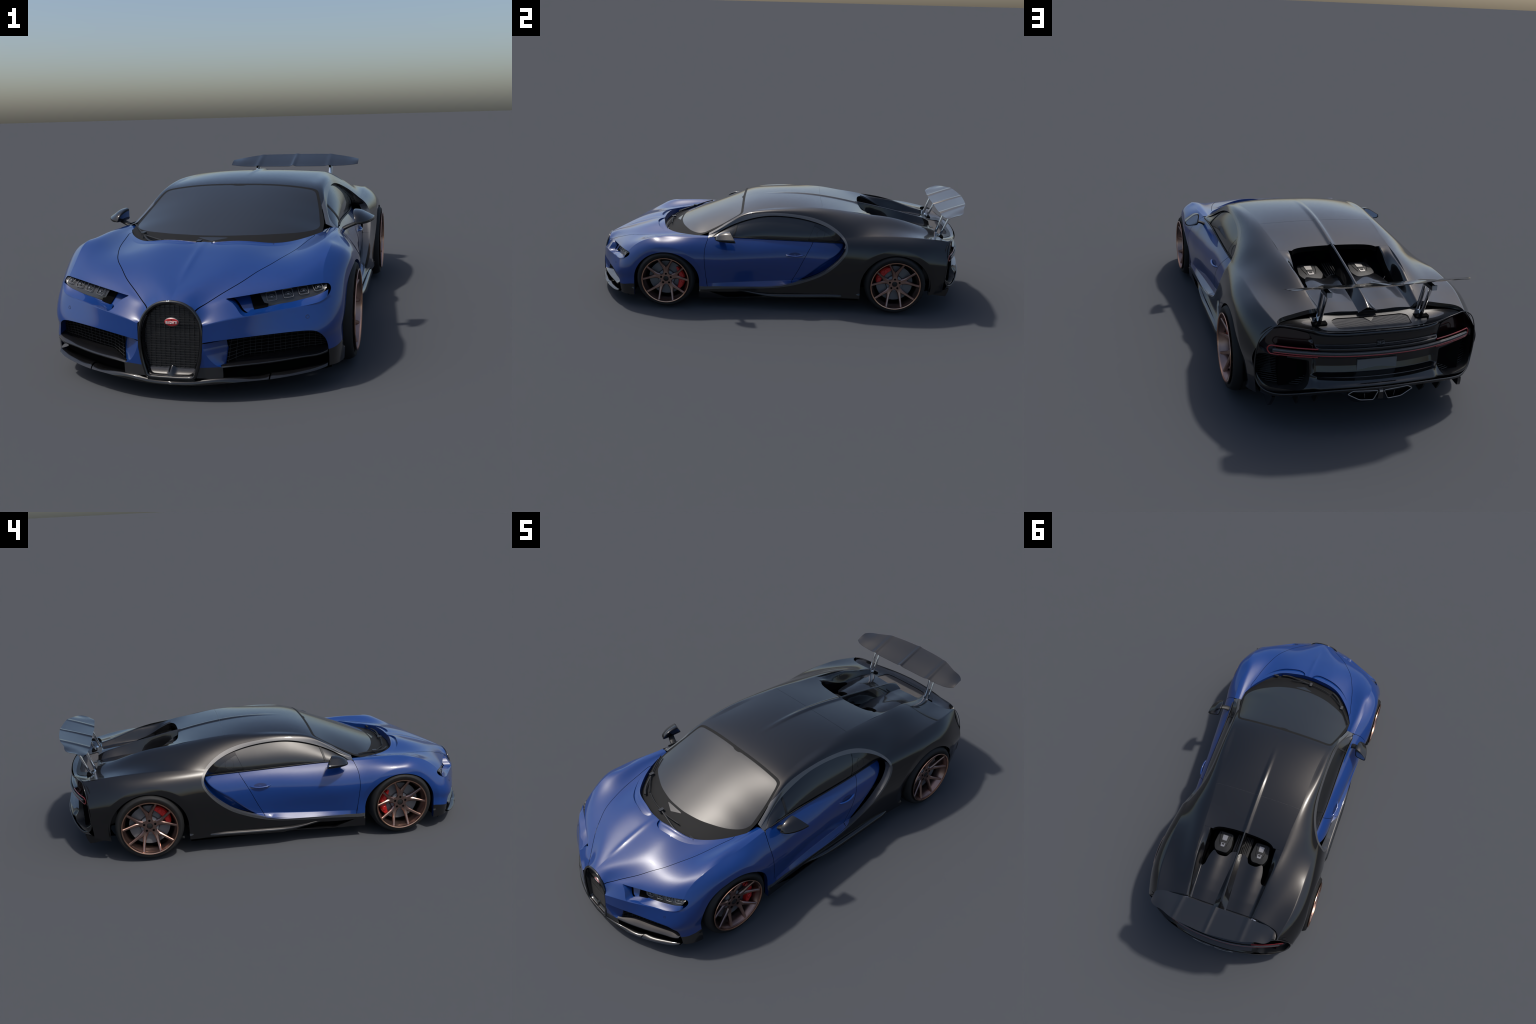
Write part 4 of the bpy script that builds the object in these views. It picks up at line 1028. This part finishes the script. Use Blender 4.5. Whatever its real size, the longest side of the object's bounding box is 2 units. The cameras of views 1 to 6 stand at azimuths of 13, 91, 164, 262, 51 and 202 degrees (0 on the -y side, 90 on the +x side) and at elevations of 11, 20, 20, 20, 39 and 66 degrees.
vn = M([(-.018, .842, pv[1, 2]+.002), (.018, .842, pv[1, 2]+.002), (0, .864, pv[2, 2]+.001)], [(0, 1, 2)])
add('grille_vee', flat(slab(face(vn, (0, 0, 1)), np.array([0, 0, -.006]))), TRIM)

# fascia: swept plan curve with a vertical profile
def plan_y(x): return spline([0, .1, .2, .3, .36, .40, .415], [.9800, .9745, .9560, .9230, .8940, .8660, .852], np.clip(x, 0, .415))
RING_T = [(0, .957, .3620), (.10, .951, .3600), (.15, .943, .3590), (.20, .934, .3615), (.265, .916, .3710), (.306, .903, .3755), (.338, .888, .3735), (.362, .882, .3620), (.385, .8745, .3350), (.4005, .868, .285),
          (.4045, .865, .225), (.400, .866, .180), (.386, .880, .1520), (.355, .905, .1390), (.30, .937, .1450), (.20, .971, .1620), (.10, .9895, .1700), (0, .9950, .1715)]
RING = curve(RING_T, 120)
RP = np.vstack([RING[:, [0, 2]], [(-.2, .1715), (-.2, .362)]])
def prof(z): return np.interp(z, [.12, .15, .17, .195, .206, .2085, .232, .262, .268, .273, .307, .313, .335, .352, .38], [.006, .012, .016, .0170, .0120, -.012, -.020, -.020, -.008, .010, .010, -.006, -.004, -.006, -.022])
gx = np.concatenate([np.linspace(0, .36, 90, endpoint=False), np.linspace(.36, .412, 24)]); gz = np.linspace(.125, .378, 130)
X, Z = np.meshgrid(gx, gz, indexing='ij'); PY = plan_y(X.ravel()).reshape(X.shape)
side = smooth01(X, .205, .232)                                        # corner pods are flatter
pr = prof(Z)*(1-side)+side*np.interp(Z, [.12, .16, .20, .30, .36], [.010, .010, -.004, -.012, -.020])
edge = -sdf(np.c_[X.ravel(), Z.ravel()], RP).reshape(X.shape)
Yf = PY+pr-(.020*(1-side)+.012*side)*smooth01(edge, .002, .016)*(1-smooth01(-Z, -.200, -.165))-.006*(1-smooth01(edge, 0, .012))
FAS = face(grid(np.stack([X, Yf, Z], -1)), (0, 1, 0))
FAS = FAS.split(sdf(XZ(FAS.V), RP))[0]
GR = rounded([(.236, .258), (.372, .268), (.398, .262), (.398, .190), (.372, .162), (.262, .160), (.232, .190)], [.008, .004, .01, .02, .03, .02, .02])
LAMPZ = rounded([(.218, .306), (.236, .352), (.300, .366), (.345, .364), (.378, .330), (.392, .290), (.375, .272), (.215, .268)], [.006, .012, .03, .03, .03, .02, .02, .004])
fg, fas = FAS.split(sdf(XZ(FAS.V), GR)); fl_, fas = fas.split(sdf(XZ(fas.V), LAMPZ))
add('rear_fascia', both(fas), BLACK)
fg.V[:, 1] -= .110; fl_.V[:, 1] -= .034
add_pair('rear_vent', join(fg, fg.rim(lambda V: np.ones(len(V), bool), (0, .112, 0))), SATIN)
add_pair('tail_lamp_glass', join(fl_, fl_.rim(lambda V: np.ones(len(V), bool), (0, .036, 0))), DARKRED)
tg = caster(fg); sl = []
for z in np.arange(.166, .262, .0058):
    xs_ = [x for x in np.linspace(.232, .40, 90) if sdf(np.array([[x, z]]), GR)[0] < -.001]
    if len(xs_) > 4:
        P = drop_y(tg, [(x, z) for x in np.linspace(xs_[0], xs_[-1], 14)], .075, 1.2, -1); P = P[~np.isnan(P[:, 1])]
        if len(P) > 3: sl.append(tube(P, .0011, 6, cap=False, squash=(1.6, .8)))
add_pair('rear_vent_slats', join(*sl), TRIM)  # lighter trim colour chosen since the slats mirrored only darkness
# ring bezel
add('tail_bezel', both(tube(RING, np.interp(np.arange(120), [0, 50, 60, 119], [.0014, .0018, .0032, .0032]), 10, cap=False)), BLACK)
tf2 = caster(join(FAS))
def on_tail(xz, lift): return drop_y(tf2, xz, lift, 1.2, -1)
# light bar: full-width strip with looped ends
def bar_path(zc, x1, z1, n=60):
    x = np.linspace(0, x1, n); return np.c_[x, plan_y(x)-.0060, zc+(z1-zc)*smooth01(x, .12, x1)]
def sweep_both(P, r, sq): return tube(np.vstack([P[::-1]*[-1, 1, 1], P[1:]]), r, 8, squash=sq)
lb = group('light_bar')
add('light_bar_body', sweep_both(bar_path(.2880, .352, .2905), .0095, (.55, 1.)), TRIM, lb)
add('light_bar_chrome', sweep_both(bar_path(.2925, .352, .2945)+[0, .0032, 0], .0028, (1, 1.)), STRIP, lb)
add('light_bar_red', sweep_both(bar_path(.2845, .350, .2865)+[0, .0040, 0], .0022, (1, 1.)), REDLAMP, lb)
xs_ = np.linspace(.212, .356, 30); loop = np.vstack([np.c_[xs_, np.full(30, .3045)+.002*(xs_-.21)/.15], [(.363, .3015), (.3665, .2955), (.3665, .2885), (.363, .2815)], np.c_[xs_[::-1], np.full(30, .2770)-.001]])
lp = curve(np.c_[loop[:, 0], plan_y(loop[:, 0])-.0100, loop[:, 1]], 120)
for m_ in (tube(lp, .0026, 8), tube(lp, .0026, 8).mirror()): add('tail_lamp_loop', m_, REDLAMP, lb)
# plate and monogram
pl = sharpen(prism(np.array([(-.071, .2105), (.071, .2105), (.071, .2525), (-.071, .2525)]), 1, .900, .9430), 40)
add('plate_panel', pl, PLATE)
add('plate_recess_shelf', both(face(ruled([(0, .940, .2075), (.10, .935, .2080), (.205, .914, .2100)], [(0, .990, .2000), (.10, .9845, .2005), (.215, .958, .2030)], 30, 3), (0, 0, 1))), BLACK)
for sx, mir in ((-.0065, True), (.0065, False)): pass
mono = group('tail_monogram')
def strokes(pts): return [tube(np.array([(x, .9590, .3185+z) for x, z in p]), .0012, 6) for p in pts]
eb = strokes([[(.0135, .0055), (.0015, .0055)], [(.0125, .0), (.0015, .0)], [(.0135, -.0055), (.0015, -.0055)], [(.0010, .0055), (.0010, -.0055)]])
eb += strokes([[(-.0010, .0055), (-.0095, .0055), (-.0125, .0040), (-.0110, .0010), (-.0040, .0)], [(-.0040, .0), (-.0120, -.0010), (-.0140, -.0040), (-.0115, -.0055), (-.0010, -.0055)]])
for m_ in eb: add('monogram_stroke', m_, STRIP, mono)

# lower bumper, diffuser and exhaust
dtop = curve([(0, .993, .1695), (.10, .9875, .1680), (.20, .969, .1600), (.30, .935, .1430), (.355, .903, .1375), (.386, .878, .1500)], 60)
dbot = curve([(0, .955, .1000), (.085, .950, .1030), (.120, .947, .1300), (.20, .936, .1300), (.30, .906, .1190), (.350, .884, .1120), (.384, .866, .1250)], 60)
G = np.stack([dtop, dtop+[0, .004, -.004], (dtop+dbot)/2+[0, .006, 0], dbot+[0, .004, .003], dbot, dbot+[0, -.05, -.004], dbot+[0, -.12, -.012]], 1)
add('diffuser', both(face(grid(G), (0, 1, 0))), BLACK)
for x in (.197, .2625):
    L = np.array([(.80, .118), (.925-.1*(x-.19), .128), (.918-.1*(x-.19), .105), (.895, .081), (.80, .095)])
    add_pair('diffuser_fin', sharpen(prism(L, 0, x-.003, x+.003), 40), SATIN)
L = np.array([(.80, .120), (.905, .122), (.897, .100), (.886, .079), (.85, .082), (.80, .088)])
f_ = sharpen(prism(rounded(L, .004, 3), 0, .340, .352), 40); f_.V[:, 0] += .25*(f_.V[:, 2]-.10)*-1+.004; add_pair('corner_fin', f_, BLACK)
ex = group('exhaust')
EXH = rounded([(.010, .1605), (.098, .1650), (.1155, .1535), (.074, .1300), (.026, .1275)], [.006, .006, .003, .008, .006], 5)
for s in (1, -1):
    P = EXH*[s, 1]; o3 = np.c_[P[:, 0], np.interp(np.abs(P[:, 0]), [0, .12], [.9975, .9900]), P[:, 1]]
    add('exhaust_tip', tube(o3, .0016, 8, closed=True), SILVER, ex)
    c = o3.mean(0); inn = c+(o3-c)*.96-[0, .20, 0]
    add('exhaust_duct', join(loops(o3, inn), loops(inn, inn*0+inn.mean(0))), VOID, ex)
    outer_ = c+(o3-c)*1.06; add('exhaust_shroud', loops(o3+[0, -.001, 0], outer_-[0, .006, 0], outer_-[0, .05, 0]), BLACK, ex)
    add('exhaust_divider', tube(np.array([(s*.056, .986, .163), (s*.052, .984, .130)]), .0012, 6), SILVER, ex)
w_ = sharpen(prism(np.array([(-.010, .1290), (.010, .1290), (.0065, .160), (-.0065, .160)]), 1, .955, .9955), 40); add('exhaust_web', w_, BLACK, ex)
add('exhaust_boss', box((0, .9965, .1595), (.014, .006, .007), .002), CHROME, ex)
add('tail_core', box((0, .83, .22), (.66, .14, .15)), VOID)

# ------------------------------------------------------------------ rear wing
WX = np.linspace(-.3205, .3205, 161); ax = np.abs(WX)
yf = spline([0, .10, .175, .25, .300, .3205], [.8500, .8500, .8505, .8545, .8620, .8740], ax); yr = spline([0, .08, .165, .20, .26, .3130, .3205], [1.0000, .9945, .9845, .9765, .9560, .9360, .9270], ax)
zf = spline([0, .2, .26, .32], [.4870, .4870, .4890, .4945], ax); zr = spline([0, .1, .17, .25, .32], [.5385, .5385, .5370, .5280, .5155], ax)
v = np.linspace(0, 1, 22)
def ridges(x, v): # crest at the centre and over the struts
    f = .0055*np.exp(-(x/.0095)**2)+.0045*(np.exp(-((np.abs(x)-.178)/.013)**2)); return f*(1-.55*v)
top = np.zeros((161, 22, 3))
for i, x in enumerate(WX):
    y = yf[i]+(yr[i]-yf[i])*v
    z = zf[i]+(zr[i]-zf[i])*(v*.75+.25*v**2)+.004*np.sin(np.pi*v)+ridges(x, v)
    top[i] = np.c_[np.full(22, x), y, z]
th_ = (.0012+.0095*np.sin(np.pi*np.clip(v, 0, 1))**.8)[None]*np.interp(ax, [0, .26, .3205], [1, .8, .15])[:, None]
bot = top.copy(); bot[:, :, 2] -= th_
wg = group('rear_wing')
wm = join(face(grid(top), (0, 0, 1)), face(grid(bot), (0, 0, -1)))
edge_ = np.vstack([top[:, 0], top[1:, -1][::-1]]) 
rimw = face(grid(top), (0, 0, 1)).rim(lambda V: np.ones(len(V), bool), (0, 0, -.0011))
add('wing_blade', join(wm, rimw), BLACK, wg)
for s in (1, -1):
    pts_f = np.array([(s*.1840, .8340, .3700), (s*.1840, .8690, .4730), (s*.1840, .8735, .4860)])
    pts_r = np.array([(s*.1850, .8600, .3560), (s*.1850, .9000, .4520), (s*.1850, .9130, .4880)])
    add('wing_strut', tube(pts_f, .0072, 14), CHROME, wg); add('wing_strut', tube(pts_r, .0062, 14), CHROME, wg)
    add('strut_clamp', box((s*.184, .905, .4885), (.018, .060, .013), .003), TRIM, wg)
    add('strut_clamp_bolt', box((s*.184, .9370, .4920), (.018, .006, .016), .003), BOLT, wg)
    add('strut_well', box((s*.186, .848, .3555), (.052, .062, .012), .010), VOID, wg)
    add('strut_foot', box((s*.190, .838, .3660), (.024, .030, .016), .005), CHROME, wg)

# ------------------------------------------------------------------ mirrors and handles
def mirror_pod():
    """teardrop shell: rear face outline shrinking to the nose"""
    face_o = rounded(np.array([(.4060, .4190), (.4340, .4170), (.4790, .3905), (.4760, .3800), (.4660, .3748), (.4180, .3720)]), [.012, .02, .008, .006, .008, .012], 8)
    nose = np.array([.4235, .3775]); t = np.linspace(0, 1, 16); rows = []
    for q in t:
        f = math.sqrt(max(0, 1-q**2.0)); P = nose+(face_o-nose)*max(f, .02)
        y = -.2325-.099*q+.020*(face_o[:, 1]-.38)/.04*(1-q)*-1-.010*(face_o[:, 0]-.44)/.04*(1-q)*-1
        rows.append(np.c_[P[:, 0], y, P[:, 1]])
    G = np.stack(rows, 1); return G
G = mirror_pod(); pod = outward(grid(G, closed_u=True))
up_, low_ = pod.split(.3835-pod.V[:, 2]+.0*pod.V[:, 1])
rear = G[:, 0]; c = rear.mean(0); rim_in = c+(rear-c)*.88
for s in (0, 1):
    mk = (lambda m: m.mirror()) if s else (lambda m: m)
    mg = group('door_mirror')
    add('mirror_cap', mk(up_), BLACK, mg); lo2 = low_.copy(); lo2.V = lo2.V+lo2.N*.0012; add('mirror_base', mk(lo2), SATIN, mg)
    add('mirror_bezel', mk(face(loops(rear, rim_in+[0, .001, 0]), (0, 1, 0))), SATIN, mg)
    add('mirror_glass', mk(sharpen(face(loops(rim_in+[0, -.001, 0], rim_in*0+rim_in.mean(0)), (0, 1, 0)), 60)), MIRROR, mg)
    add('mirror_stalk', mk(outward(tube(curve([(.4300, -.285, .3770), (.405, -.295, .3690), (.385, -.300, .3600), (.370, -.300, .3500)], 14), np.linspace(.009, .012, 14), 10, squash=(1.4, .6)))), SATIN, mg)
# flush handles: grip over a flat patch, hollow's shadow painted in darker blue
tD = caster(join(door, side_panel))
hy = np.linspace(.032, .128, 24); arch = np.sin(np.pi*np.linspace(0, 1, 24))
hz = .2975+0*hy
P = drop_x(tD, np.c_[hy, hz], 0)
P = P+np.c_[.0115*arch**.6-.002, 0*hy, -.0045*arch]
grip = tube(P, np.interp(np.linspace(0, 1, 24), [0, .15, .5, .85, 1], [.003, .0055, .0052, .0055, .003]), 10, squash=(.9, .75))
add_pair('door_handle', grip, BLUE)
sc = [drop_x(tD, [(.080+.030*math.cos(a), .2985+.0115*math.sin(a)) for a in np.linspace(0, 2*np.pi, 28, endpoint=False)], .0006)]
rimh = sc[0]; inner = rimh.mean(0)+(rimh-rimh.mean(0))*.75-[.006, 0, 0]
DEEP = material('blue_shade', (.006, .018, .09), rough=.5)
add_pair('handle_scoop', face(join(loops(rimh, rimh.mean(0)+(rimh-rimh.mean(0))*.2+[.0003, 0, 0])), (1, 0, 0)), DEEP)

for g in gaps: add_pair('panel_gap', g, VOID)
